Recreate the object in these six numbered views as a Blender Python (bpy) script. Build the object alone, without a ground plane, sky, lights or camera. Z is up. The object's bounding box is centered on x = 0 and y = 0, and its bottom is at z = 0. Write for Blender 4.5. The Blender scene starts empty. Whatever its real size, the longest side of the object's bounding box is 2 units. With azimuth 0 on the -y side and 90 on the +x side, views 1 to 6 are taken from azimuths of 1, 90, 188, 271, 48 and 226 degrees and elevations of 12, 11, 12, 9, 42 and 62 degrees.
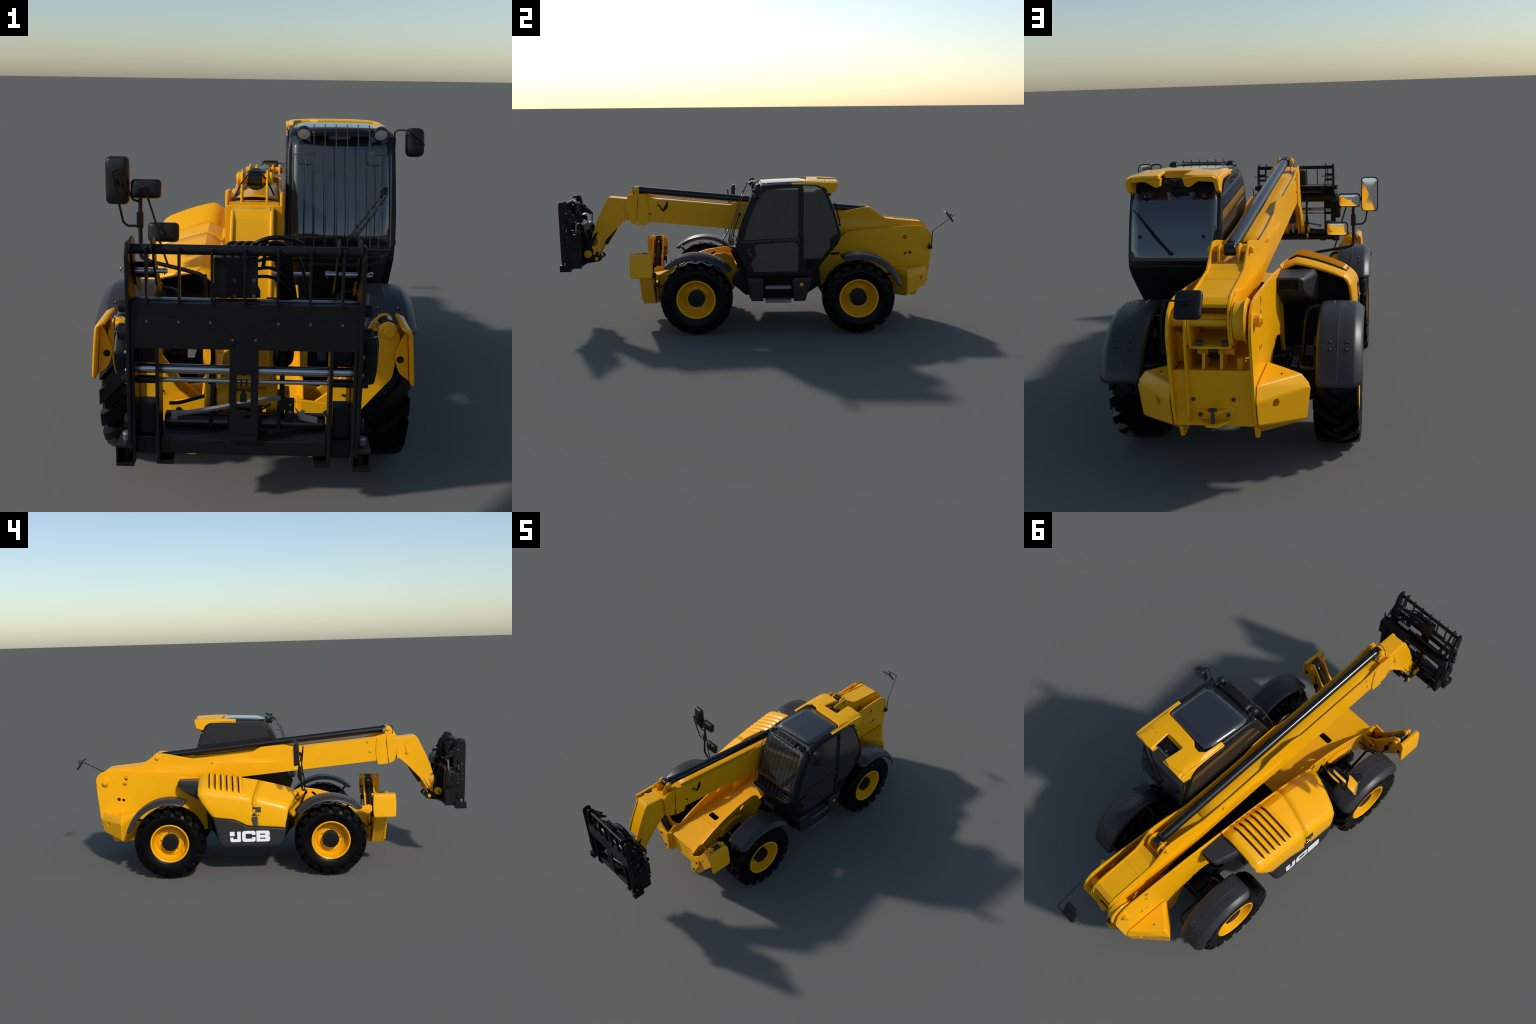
import bpy, bmesh, math, random
from mathutils import Vector, Matrix
random.seed(7)
X0 = -0.019                       # centre plane of chassis and boom

# ------------------------------------------------------------------ materials
def material(name, color, rough=0.5, metal=0.0, spec=0.5, var=0.0, scale=30.0, bump=0.0, coat=0.0, bump_scale=400.0):
    m = bpy.data.materials.new(name); m.use_nodes = True
    nt = m.node_tree; b = nt.nodes['Principled BSDF']
    b.inputs['Roughness'].default_value = rough
    b.inputs['Metallic'].default_value = metal
    b.inputs['Specular IOR Level'].default_value = spec
    b.inputs['Coat Weight'].default_value = coat
    b.inputs['Coat Roughness'].default_value = 0.08
    b.inputs['Base Color'].default_value = (*color, 1)
    tc = nt.nodes.new('ShaderNodeTexCoord')
    if var:
        n = nt.nodes.new('ShaderNodeTexNoise'); n.inputs['Scale'].default_value = scale; n.inputs['Detail'].default_value = 4
        r = nt.nodes.new('ShaderNodeValToRGB')
        r.color_ramp.elements[0].position = 0.3; r.color_ramp.elements[1].position = 0.7
        r.color_ramp.elements[0].color = (*[c * (1 - var) for c in color], 1)
        r.color_ramp.elements[1].color = (*[min(1, c * (1 + var)) for c in color], 1)
        nt.links.new(tc.outputs['Object'], n.inputs['Vector'])
        nt.links.new(n.outputs['Fac'], r.inputs['Fac'])
        nt.links.new(r.outputs['Color'], b.inputs['Base Color'])
    if bump:
        n2 = nt.nodes.new('ShaderNodeTexNoise'); n2.inputs['Scale'].default_value = bump_scale
        bp = nt.nodes.new('ShaderNodeBump'); bp.inputs['Strength'].default_value = bump; bp.inputs['Distance'].default_value = 0.002
        nt.links.new(tc.outputs['Object'], n2.inputs['Vector'])
        nt.links.new(n2.outputs['Fac'], bp.inputs['Height'])
        nt.links.new(bp.outputs['Normal'], b.inputs['Normal'])
    return m

YEL = material('yellow_paint', (0.845, 0.392, 0.003), 0.30, spec=0.26, var=0.02, scale=14)
BLK = material('black_paint', (0.0055, 0.0057, 0.006), 0.42, spec=0.22, var=0.1, scale=40)
PLA = material('black_plastic', (0.0085, 0.0088, 0.0092), 0.42, spec=0.25, var=0.08, scale=60, bump=0.05)
FEN = material('fender_plastic', (0.027, 0.027, 0.0285), 0.40, spec=0.4, var=0.06, scale=40, bump=0.05)
SKI = material('skirt_plastic', (0.022, 0.022, 0.0225), 0.5, spec=0.25, var=0.05, scale=50, bump=0.05)
RUB = material('tyre_rubber', (0.0013, 0.0013, 0.0013), 0.36, spec=0.13, var=0.15, scale=60, bump=0.1)
GLA = material('tinted_glass', (0.019, 0.0195, 0.0205), 0.06, spec=1.0)
GLA.node_tree.nodes['Principled BSDF'].inputs['IOR'].default_value = 1.62
BAR = material('guard_bar_paint', (0.030, 0.029, 0.028), 0.4)
MIR = material('mirror_glass', (0.85, 0.86, 0.86), 0.14, metal=1.0)
CHR = material('chrome_steel', (0.42, 0.43, 0.45), 0.22, metal=1.0)
STL = material('zinc_steel', (0.20, 0.20, 0.205), 0.4, metal=0.7)
GRY = material('grey_bolt', (0.050, 0.050, 0.052), 0.5, spec=0.3)
LEN = material('lamp_lens', (0.48, 0.49, 0.49), 0.3)
CYL = material('cylinder_black_gloss', (0.006, 0.0063, 0.007), 0.20, spec=0.45, var=0.05)
WHT = material('white_lettering', (0.82, 0.82, 0.83), 0.5)
AMB = material('amber_reflector', (0.75, 0.25, 0.005), 0.3)
DRK = material('dark_fill', (0.004, 0.004, 0.004), 0.75, spec=0.15)  # near black, painted as shade inside openings; also on belly frame and vent

# ------------------------------------------------------------------ helpers
COL = bpy.context.scene.collection
def link(o, parent=None):
    COL.objects.link(o)
    if parent is not None: o.parent = parent
    return o
def empty(name, parent=None, loc=(0, 0, 0)):
    o = bpy.data.objects.new(name, None); o.location = loc; o.empty_display_size = 0.1
    return link(o, parent)
def finish(name, bm, mat, parent=None, angle=35, recalc=True, weighted=False):
    if recalc: bmesh.ops.recalc_face_normals(bm, faces=bm.faces)
    me = bpy.data.meshes.new(name); bm.to_mesh(me); bm.free()
    me.polygons.foreach_set('use_smooth', [True] * len(me.polygons))
    me.set_sharp_from_angle(angle=math.radians(angle))
    me.materials.append(mat)
    o = link(bpy.data.objects.new(name, me), parent)
    if weighted or NGON:
        md = o.modifiers.new('flat_faces', 'WEIGHTED_NORMAL'); md.keep_sharp = True; md.weight = 90
    return o
NGON = True
def fillet(pts, r=0.0, n=5, closed=True):
    out = []; N = len(pts)
    for i, p in enumerate(pts):
        v = Vector(p[:len(pts[0])]) if False else p
        rr = r
        if len(p) == 3 and isinstance(p[2], (int, float)) and closed: rr = p[2]; p = p[:2]
        P = Vector(p)
        if rr <= 0 or (not closed and i in (0, N - 1)): out.append(P); continue
        A = Vector(pts[i - 1][:len(P)]); B = Vector(pts[(i + 1) % N][:len(P)])
        la, lb = (A - P).length, (B - P).length
        if la < 1e-6 or lb < 1e-6: out.append(P); continue
        a = (A - P) / la; b = (B - P) / lb
        ang = a.angle(b)
        if ang > 3.05: out.append(P); continue
        d = min(rr / math.tan(ang / 2), la * 0.48, lb * 0.48)
        s, e = P + a * d, P + b * d
        for k in range(n + 1):
            t = k / n
            out.append(s * (1 - t) ** 2 + P * 2 * t * (1 - t) + e * t * t)
    return out
def to_bm(ob):
    COL.objects.link(ob)
    dg = bpy.context.evaluated_depsgraph_get(); dg.update()
    me = bpy.data.meshes.new_from_object(ob.evaluated_get(dg))
    bm = bmesh.new(); bm.from_mesh(me); bpy.data.meshes.remove(me)
    cu = ob.data; bpy.data.objects.remove(ob); bpy.data.curves.remove(cu)
    bmesh.ops.remove_doubles(bm, verts=bm.verts, dist=1e-6)
    return bm
def slab(outlines, axis, a, b, bevel=0.0015, r=0.0, res=1):
    """bmesh of a flat piece: outline(s) in the plane across axis, from a to b along it, edges rounded."""
    cu = bpy.data.curves.new('tmp', 'CURVE'); cu.dimensions = '2D'; cu.fill_mode = 'BOTH'
    if not isinstance(outlines[0][0], (list, tuple, Vector)): outlines = [outlines]
    for o in outlines:
        q = fillet(o, r)
        sp = cu.splines.new('POLY'); sp.points.add(len(q) - 1); sp.use_cyclic_u = True
        for i, p in enumerate(q): sp.points[i].co = (p[0], p[1], 0, 1)
    h = abs(b - a) / 2; bevel = min(bevel, h * 0.95)
    cu.extrude = h - bevel; cu.bevel_depth = bevel; cu.bevel_resolution = res; cu.offset = -bevel
    bm = to_bm(bpy.data.objects.new('tmp', cu)); c = (a + b) / 2
    for v in bm.verts:
        u, w, t = v.co
        v.co = (t + c, u, w) if axis == 'x' else (u, t + c, w) if axis == 'y' else (u, w, t + c)
    return bm
def plate(name, outlines, axis, a, b, mat, parent=None, bevel=0.0015, r=0.0, res=1, angle=35):
    return finish(name, slab(outlines, axis, a, b, bevel, r, res), mat, parent, angle)
def frame_of(d):
    d = Vector(d).normalized(); return d.to_track_quat('Z', 'Y').to_matrix()
def lathe_bm(profile, p0, d, seg=40, bm=None, closed=False):
    """profile = [(radius, height along d)]"""
    bm = bm or bmesh.new(); M = frame_of(d); p0 = Vector(p0); rings = []
    for r, h in profile:
        if r < 1e-7: rings.append([bm.verts.new(p0 + M @ Vector((0, 0, h)))]); continue
        rings.append([bm.verts.new(p0 + M @ Vector((r * math.cos(2 * math.pi * k / seg), r * math.sin(2 * math.pi * k / seg), h))) for k in range(seg)])
    pairs = list(zip(rings[:-1], rings[1:])) + ([(rings[-1], rings[0])] if closed else [])
    for A, B in pairs:
        for k in range(seg):
            k2 = (k + 1) % seg
            if len(A) == 1 and len(B) > 1: bm.faces.new((A[0], B[k], B[k2]))
            elif len(B) == 1 and len(A) > 1: bm.faces.new((A[k], A[k2], B[0]))
            elif len(A) > 1: bm.faces.new((A[k], A[k2], B[k2], B[k]))
    return bm
def lathe(name, profile, p0, d, mat, parent=None, seg=40, closed=False, angle=35):
    return finish(name, lathe_bm(profile, p0, d, seg, closed=closed), mat, parent, angle)
def rod_profile(r, L, c): return [(0, 0), (r - c, 0), (r, c), (r, L - c), (r - c, L), (0, L)]
def rod_bm(p0, p1, r, seg=24, c=None, bm=None):
    L = (Vector(p1) - Vector(p0)).length; c = min(r, L) * 0.12 if c is None else c
    return lathe_bm(rod_profile(r, L, c), p0, Vector(p1) - Vector(p0), seg, bm)
def rod(name, p0, p1, r, mat, parent=None, seg=28, c=None):
    return finish(name, rod_bm(p0, p1, r, seg, c), mat, parent)
def tube_bm(pts, r, bend=0.01, seg=8, bm=None):
    """round bar or hose along a polyline with rounded bends"""
    bm = bm or bmesh.new()
    P = fillet([Vector(p) for p in pts], bend, 6, closed=False)
    Q = [P[0]]
    for p in P[1:]:
        if (p - Q[-1]).length > 1e-5: Q.append(p)
    P = Q; rings = []; up = None
    for i, p in enumerate(P):
        t = (P[min(i + 1, len(P) - 1)] - P[max(i - 1, 0)]).normalized()
        if up is None: up = t.orthogonal().normalized()
        up = (up - t * up.dot(t)).normalized(); sd = t.cross(up)
        rings.append([bm.verts.new(p + (up * math.cos(2 * math.pi * k / seg) + sd * math.sin(2 * math.pi * k / seg)) * r) for k in range(seg)])
    for A, B in zip(rings[:-1], rings[1:]):
        for k in range(seg): bm.faces.new((A[k], A[(k + 1) % seg], B[(k + 1) % seg], B[k]))
    bm.faces.new(rings[0][::-1]); bm.faces.new(rings[-1])
    return bm
def tube(name, pts, r, mat, parent=None, bend=0.01, seg=10):
    return finish(name, tube_bm(pts, r, bend, seg), mat, parent, 50)
def arc3(a, b, c, n=16):
    """smooth curve a..c pulled towards b"""
    a, b, c = Vector(a), Vector(b), Vector(c)
    return [a * (1 - t) ** 2 + b * 2 * t * (1 - t) + c * t * t for t in [k / n for k in range(n + 1)]]
def box_bm(lo, hi, bevel=0.002, bm=None, rot=None, seg=2):
    b2 = bmesh.new(); bmesh.ops.create_cube(b2, size=1.0)
    lo, hi = Vector(lo), Vector(hi)
    for v in b2.verts: v.co = Vector((v.co.x * (hi.x - lo.x), v.co.y * (hi.y - lo.y), v.co.z * (hi.z - lo.z)))
    if bevel: bmesh.ops.bevel(b2, geom=list(b2.edges), offset=bevel, segments=seg, affect='EDGES', profile=0.5)
    M = Matrix.Translation((lo + hi) / 2) @ (rot.to_4x4() if rot else Matrix.Identity(4))
    b2.transform(M)
    return merge(bm, b2)
def merge(bm, other):
    if bm is None: return other
    me = bpy.data.meshes.new('tmp'); other.to_mesh(me); other.free(); bm.from_mesh(me); bpy.data.meshes.remove(me)
    return bm
def box(name, lo, hi, mat, parent=None, bevel=0.002, rot=None):
    return finish(name, box_bm(lo, hi, bevel, rot=rot), mat, parent)
def hull(name, pts, mat, parent=None, bevel=0.004, angle=30, seg=3):
    bm = bmesh.new(); vs = [bm.verts.new(p) for p in pts]
    g = bmesh.ops.convex_hull(bm, input=vs)
    bmesh.ops.delete(bm, geom=[v for v in bm.verts if not v.link_faces], context='VERTS')
    bmesh.ops.dissolve_limit(bm, angle_limit=math.radians(6), verts=bm.verts, edges=bm.edges)
    if bevel: bmesh.ops.bevel(bm, geom=list(bm.edges), offset=bevel, segments=seg, affect='EDGES', profile=0.5, clamp_overlap=True)
    return finish(name, bm, mat, parent, angle)
def grid_surface(name, rows, mat, parent=None, thick=0.0, bevel=0.0, angle=35, offset=-1.0, even=True):
    """skin through rows of points; optional thickness given as real geometry"""
    bm = bmesh.new(); V = [[bm.verts.new(p) for p in r] for r in rows]
    for A, B in zip(V[:-1], V[1:]):
        for k in range(len(A) - 1): bm.faces.new((A[k], A[k + 1], B[k + 1], B[k]))
    if thick:
        bmesh.ops.recalc_face_normals(bm, faces=bm.faces)
    ob = finish(name, bm, mat, parent, angle, recalc=not thick)
    if thick:
        md = ob.modifiers.new('thickness', 'SOLIDIFY'); md.thickness = thick; md.offset = offset; md.use_even_offset = even
    return ob
def cut(ob, bm):
    bmesh.ops.recalc_face_normals(bm, faces=bm.faces)
    me = bpy.data.meshes.new('cutter'); bm.to_mesh(me); bm.free()
    c = link(bpy.data.objects.new('cutter', me))
    w = [m for m in ob.modifiers]
    for m in w: ob.modifiers.remove(m)
    md = ob.modifiers.new('hole', 'BOOLEAN'); md.object = c; md.solver = 'EXACT'
    dg = bpy.context.evaluated_depsgraph_get(); dg.update()
    new = bpy.data.meshes.new_from_object(ob.evaluated_get(dg)); ob.modifiers.clear()
    old = ob.data; nm = old.name; mt = old.materials[0]; ob.data = new; bpy.data.meshes.remove(old); new.name = nm
    new.materials.clear(); new.materials.append(mt)
    bpy.data.objects.remove(c); bpy.data.meshes.remove(me)
    new.set_sharp_from_angle(angle=math.radians(30))
    md = ob.modifiers.new('flat_faces', 'WEIGHTED_NORMAL'); md.keep_sharp = True; md.weight = 90
def lerp_table(tab, t):
    if t <= tab[0][0]: return tab[0][1]
    for (a, va), (b, vb) in zip(tab[:-1], tab[1:]):
        if t <= b: return va + (vb - va) * (t - a) / (b - a)
    return tab[-1][1]
_bolt = {}
def bolt(name, p, d, r, h, mat, parent, hexa=True):
    key = (r, h, mat.name, hexa, name)
    if key not in _bolt:
        bm = lathe_bm([(0, -h * 0.6), (r, -h * 0.6), (r, h * 0.75), (r * 0.82, h), (0, h)], (0, 0, 0), (0, 0, 1), 6 if hexa else 20)
        bmesh.ops.recalc_face_normals(bm, faces=bm.faces)
        me = bpy.data.meshes.new(name); bm.to_mesh(me); bm.free(); me.materials.append(mat); _bolt[key] = me
    o = bpy.data.objects.new(name, _bolt[key]); o.location = p
    o.rotation_euler = Vector(d).normalized().to_track_quat('Z', 'Y').to_euler()
    return link(o, parent)
def mirror_pts(pts): return [(2 * X0 - p[0], *p[1:]) for p in pts]

ROOT = empty('telescopic_handler')
ROOT['label'] = 'yellow telescopic handler with black cab and fork carriage'
ROOT['category'] = 'construction vehicle'

# ------------------------------------------------------------------ wheels
WZ = 0.1770
WHEEL_Y = (-0.309, 0.483)
def make_tyre():
    prof = [(0.088, -0.046), (0.096, -0.053), (0.110, -0.0585), (0.128, -0.0605), (0.138, -0.0600), (0.146, -0.0565), (0.154, -0.050),
            (0.1605, -0.03), (0.162, 0), (0.1605, 0.03), (0.154, 0.050), (0.146, 0.0565), (0.138, 0.0600), (0.128, 0.0605), (0.110, 0.0585), (0.096, 0.053), (0.088, 0.046)]
    bm = lathe_bm(prof, (0, 0, 0), (1, 0, 0), 96, closed=True)
    n = 18
    for side in (-1, 1):
        for k in range(n):
            th0 = 2 * math.pi * (k + (0.5 if side > 0 else 0)) / n
            # stations along the lug: (x, angle offset, half width, outer radius, inner radius)
            st = [(-0.009, -0.01, 0.050, 0.1735, 0.157), (0.004, 0.0, 0.062, 0.1750, 0.157), (0.020, 0.085, 0.070, 0.1750, 0.157), (0.040, 0.19, 0.086, 0.1738, 0.152),
                  (0.052, 0.250, 0.098, 0.1715, 0.146), (0.0585, 0.285, 0.106, 0.1675, 0.142), (0.0605, 0.297, 0.108, 0.1600, 0.140), (0.0608, 0.305, 0.104, 0.148, 0.138), (0.0604, 0.311, 0.085, 0.1375, 0.1365)]
            rings = []
            for x, a, hw, ro, ri in st:
                row = []
                for (da, rr) in ((-hw * 1.12, ri), (-hw * 0.97, ro), (hw * 0.97, ro), (hw * 1.12, ri)):
                    t = th0 + a + da
                    xi = x if rr == ro else min(x, 0.0560)
                    row.append(bm.verts.new((side * xi, rr * math.cos(t), rr * math.sin(t))))
                rings.append(row)
            for A, B in zip(rings[:-1], rings[1:]):
                for q in range(3): bm.faces.new((A[q], A[q + 1], B[q + 1], B[q]))
            bm.faces.new(rings[0]); bm.faces.new(rings[-1])
    for v in bm.verts:
        r = math.hypot(v.co.y, v.co.z); k = 1 + 0.0112 * max(0, min(1, (r - 0.1) / 0.05)); v.co.y *= k; v.co.z *= k
    return bm
def make_rim():
    prof = [(0.0885, -0.040), (0.0885, 0.046), (0.0955, 0.0500), (0.0955, 0.0535), (0.0925, 0.0555), (0.0885, 0.0535), (0.0862, 0.0480), (0.0845, 0.030),
            (0.0770, 0.010), (0.0690, 0.000), (0.0672, 0.003), (0.0655, 0.0085), (0.0630, 0.0095), (0.0605, 0.007), (0.0585, 0.003), (0.055, 0.0015), (0.030, 0.0015), (0, 0.0015)]
    return lathe_bm(prof, (0, 0, 0), (1, 0, 0), 72)
tyre_me = rim_me = hub_me = None
for wi, wy in enumerate(WHEEL_Y):
    for s in (-1, 1):
        w = empty('wheel', ROOT, (X0 + s * 0.2785, wy, WZ))
        w.rotation_euler = (0, 0, 0) if s > 0 else (0, 0, math.pi)
        if tyre_me is None:
            t = finish('tyre', make_tyre(), RUB, w, 24); tyre_me = t
            r_ = finish('rim', make_rim(), YEL, w, 28); rim_me = r_
            hb = lathe('hub', [(0.041, 0.000), (0.041, 0.034), (0.0395, 0.038), (0.036, 0.0395), (0, 0.0395)], (0, 0, 0), (1, 0, 0), BLK, w, 48); hub_me = hb
        else:
            t = link(tyre_me.copy(), w); link(rim_me.copy(), w); link(hub_me.copy(), w)
        if s < 0: t.scale = (1, -1, 1)        # tread points the same way on both sides
        t.rotation_euler = (0.13 + 0.2 * wi, 0, 0)
        for k in range(5):
            a = math.radians(90 + 72 * k + (10 if wi else 60))
            bolt('wheel_bolt', (0.0015, 0.0485 * math.cos(a), 0.0485 * math.sin(a)), (1, 0, 0), 0.0036, 0.006, STL, w)
        a = math.radians(8 if wi == 0 else -40)
        o = rod('valve_cover', (0.004, 0.071 * math.cos(a), 0.071 * math.sin(a)), (0.02, 0.083 * math.cos(a), 0.083 * math.sin(a)), 0.0045, YEL, w, 14)

# ------------------------------------------------------------------ axles
for wy in WHEEL_Y:
    bm = rod_bm((X0 - 0.24, wy, WZ), (X0 + 0.24, wy, WZ), 0.030, 24)
    bm = merge(bm, lathe_bm([(0, -0.07), (0.035, -0.06), (0.058, -0.02), (0.06, 0.02), (0.035, 0.06), (0, 0.07)], (X0, wy, WZ), (0, 1, 0), 32))
    for s in (-1, 1):
        bm = merge(bm, rod_bm((X0 + s * 0.20, wy, WZ), (X0 + s * 0.262, wy, WZ), 0.052, 32))
        bm = merge(bm, box_bm((X0 + s * 0.185 - 0.02, wy - 0.03, WZ - 0.055), (X0 + s * 0.185 + 0.02, wy + 0.03, WZ + 0.06), 0.006))
        bm = merge(bm, rod_bm((X0 + s * 0.03, wy + 0.055, WZ + 0.01), (X0 + s * 0.20, wy + 0.06, WZ + 0.01), 0.008, 12))
        bm = merge(bm, box_bm((X0 + s * 0.115 - 0.03, wy - 0.045, WZ + 0.02), (X0 + s * 0.115 + 0.03, wy + 0.045, WZ + 0.05), 0.005))
    for s in (-1, 1):
        bm = merge(bm, box_bm((X0 + s * 0.135 - 0.05, wy - 0.085, WZ - 0.06), (X0 + s * 0.135 + 0.05, wy + 0.035, WZ + 0.005), 0.012))
        bm = merge(bm, box_bm((X0 + s * 0.10 - 0.03, wy - 0.12, WZ - 0.02), (X0 + s * 0.10 + 0.03, wy + 0.04, WZ + 0.045), 0.008))
        bm = merge(bm, lathe_bm([(0, 0), (0.075, 0), (0.08, 0.006), (0.08, 0.012), (0, 0.016)], (X0 + s * 0.212, wy, WZ), (s, 0, 0), 32))
    finish('axle', bm, BLK, ROOT)

# ------------------------------------------------------------------ mudguards
def mudguard(wy, s, a0, a1, bolts, dr=0.0):
    sec = [(0.2290, 0.205), (0.2300, 0.212), (0.2335, 0.2185), (0.2400, 0.2217), (0.252, 0.2228), (0.2845, 0.2235), (0.2865, 0.2245), (0.2885, 0.2235), (0.305, 0.2230), (0.3255, 0.2217), (0.3330, 0.2190), (0.3460, 0.2090), (0.3510, 0.2030), (0.3520, 0.1970)]
    sec = [(X, r + dr) for X, r in sec]
    rows = []; n = 30; sg = 1 if a1 > a0 else -1
    for k in range(n + 1):
        t = k / n; row = []
        for X, r in sec:
            cut = 7.0 * min(1.0, max(0.0, (0.2222 + dr - r) / 0.025)) ** 2       # flanks end a little earlier than the crown
            a = math.radians(a0 + sg * cut + (a1 - a0 - 2 * sg * cut) * t)
            row.append((X0 + s * X, wy + r * math.cos(a), WZ + r * math.sin(a)))
        rows.append(row)
    g = grid_surface('mudguard', rows, FEN, ROOT, thick=0.0035, angle=40)
    for ba in bolts:
        for X in (0.268, 0.3115):
            for da in (-2.75, 2.75):
                a = math.radians(ba + da); r = 0.2222 + dr
                p = (X0 + s * X, wy + r * math.cos(a), WZ + r * math.sin(a)); d = (0, math.cos(a), math.sin(a))
                bolt('washer', p, d, 0.0056, 0.0011, PLA, g, False)
                bolt('bolt', p, d, 0.0031, 0.0032, STL, g)
    return g
for s in (-1, 1):
    g = mudguard(WHEEL_Y[0], s, 134, 39.5, (119, 60))
    for (a, b) in ((118, 125), (62, 60)):
        pa = (X0 + s * 0.250, WHEEL_Y[0] + 0.211 * math.cos(math.radians(b)), WZ + 0.211 * math.sin(math.radians(b)))
        pm = (X0 + s * 0.195, WHEEL_Y[0] + 0.205 * math.cos(math.radians(b)), WZ + 0.205 * math.sin(math.radians(b)))
        pb = (X0 + s * 0.180, WHEEL_Y[0] + 0.07 * math.cos(math.radians(a)), WZ + 0.07)
        tube('mudguard_bracket', [pa, pm, pb], 0.0055, PLA, ROOT, 0.025)
    g = mudguard(WHEEL_Y[1], s, 113, 15, (43.6, 92), -0.002)
    for b in (28, 95):
        pa = (X0 + s * 0.250, WHEEL_Y[1] + 0.208 * math.cos(math.radians(b)), WZ + 0.208 * math.sin(math.radians(b)))
        pm = (X0 + s * 0.192, WHEEL_Y[1] + 0.205 * math.cos(math.radians(b)), WZ + 0.205 * math.sin(math.radians(b)))
        pb = (X0 + s * 0.180, WHEEL_Y[1] + 0.03, WZ + 0.07)
        tube('mudguard_bracket', [pa, pm, pb], 0.0055, PLA, ROOT, 0.03)

# ------------------------------------------------------------------ chassis
REAR_PLATE = [(0.8636, 0.257), (0.8785, 0.424, .02), (0.874, 0.447, .01), (0.857, 0.477, .02), (0.826, 0.4955, .02), (0.78, 0.4985), (0.66, 0.4915), (0.52, 0.479),
              (0.446, 0.469, .02), (0.40, 0.428, .02), (0.20, 0.430), (-0.010, 0.444), (0.052, 0.4170), (0.04, 0.36), (0.255, 0.30), (0.255, 0.20), (0.335, 0.197), (0.37, 0.27, .03), (0.47, 0.30, .06), (0.57, 0.27, .03),
              (0.615, 0.16, .03), (0.745, 0.133, .015), (0.765, 0.142), (0.848, 0.193, .02)]
LEFT_PLATE = [(0.8636, 0.257), (0.8785, 0.424, .02), (0.874, 0.447, .01), (0.857, 0.477, .02), (0.826, 0.4955, .02), (0.78, 0.4985), (0.66, 0.4925), (0.52, 0.485),
              (0.42, 0.474), (0.31, 0.462), (0.20, 0.440), (0.02, 0.39, .03), (-0.10, 0.355), (-0.16, 0.33), (-0.16, 0.24), (0.20, 0.22), (0.294, 0.2048), (0.328, 0.190), (0.37, 0.27, .03), (0.47, 0.30, .06), (0.57, 0.27, .03),
              (0.615, 0.16, .03), (0.745, 0.133, .015), (0.765, 0.142), (0.848, 0.193, .02)]
def hole(cy, cz, r, n=18, st=1.0): return [(cy + r * math.cos(2 * math.pi * k / n), cz + r * st * math.sin(2 * math.pi * k / n)) for k in range(n)]
holes = [hole(0.739, 0.441, 0.0105), hole(0.742, 0.357, 0.0075), hole(0.766, 0.3605, 0.009)]
chassis = plate('chassis', [REAR_PLATE] + holes, 'x', X0 + 0.094, X0 + 0.102, YEL, ROOT, 0.0015)
slot = lambda y, z: [(y - 0.022, z - .007, .006), (y + 0.022, z - .003, .006), (y + 0.022, z + .009, .006), (y - 0.022, z + .005, .006)]
holesL = [hole(0.733, 0.440, 0.0105), hole(0.724, 0.470, 0.009, 18, 1.5), hole(0.742, 0.357, 0.0075), hole(0.766, 0.3605, 0.009)]
plate('chassis_side_plate', [LEFT_PLATE] + holesL, 'x', X0 - 0.104, X0 - 0.096, YEL, chassis, 0.0015)
plate('frame_slot_plate', slot(0.385, 0.357), 'x', X0 + 0.1005, X0 + 0.1032, DRK, chassis, 0.0005)  # dark plate in slot outline, standing proud of the side plate
box('frame_filler', (X0 - 0.090, 0.15, 0.28), (X0 + 0.06, 0.50, 0.375), DRK, chassis, 0.004)  # added dark block filling the gap below the boom
# inner boom-mount plate, rear cross panel and floor
plate('boom_mount_plate', [(0.70, 0.30), (0.70, 0.45), (0.79, 0.49, .03), (0.85, 0.475, .03), (0.868, 0.43, .02), (0.868, 0.22, .01), (0.85, 0.20), (0.80, 0.26)], 'x', X0 + 0.056, X0 + 0.062, YEL, chassis)
bm = slab([(X0 - 0.097, 0.190), (X0 + 0.095, 0.190), (X0 + 0.095, 0.337), (X0 - 0.088, 0.337, .008), (X0 - 0.097, 0.345)], 'y', 0.838, 0.846, 0.0015)
for v in bm.verts: v.co.y += (v.co.z - 0.19) * 0.10
finish('rear_panel', bm, YEL, chassis)
hull('frame_floor', [(X0 - 0.094, 0.845, 0.330), (X0 + 0.092, 0.845, 0.330), (X0 - 0.094, 0.84, 0.22), (X0 + 0.092, 0.84, 0.22), (X0 - 0.094, 0.60, 0.30), (X0 + 0.092, 0.60, 0.30), (X0 - 0.094, 0.60, 0.335), (X0 + 0.092, 0.60, 0.335)], YEL, chassis, 0.001)
plate('web_plate', [(X0 + 0.060, 0.34), (X0 + 0.094, 0.34), (X0 + 0.094, 0.415), (X0 + 0.085, 0.415), (X0 + 0.076, 0.400, .012), (X0 + 0.067, 0.41), (X0 + 0.060, 0.405)], 'y', 0.80, 0.806, YEL, chassis, 0.001)
for dx in (-0.022, 0.022):
    plate('lift_cylinder_lug', [(0.78, 0.33), (0.845, 0.33), (0.835, 0.372, .01), (0.815, 0.388, .01), (0.795, 0.375, .01)], 'x', X0 + dx - 0.004, X0 + dx + 0.004, YEL, chassis)
rod('lift_cylinder_pin', (X0 - 0.052, 0.815, 0.371), (X0 + 0.04, 0.815, 0.371), 0.010, YEL, chassis)
rod('lift_cylinder_eye', (X0 - 0.012, 0.815, 0.371), (X0 + 0.012, 0.815, 0.371), 0.013, CYL, chassis)
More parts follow.
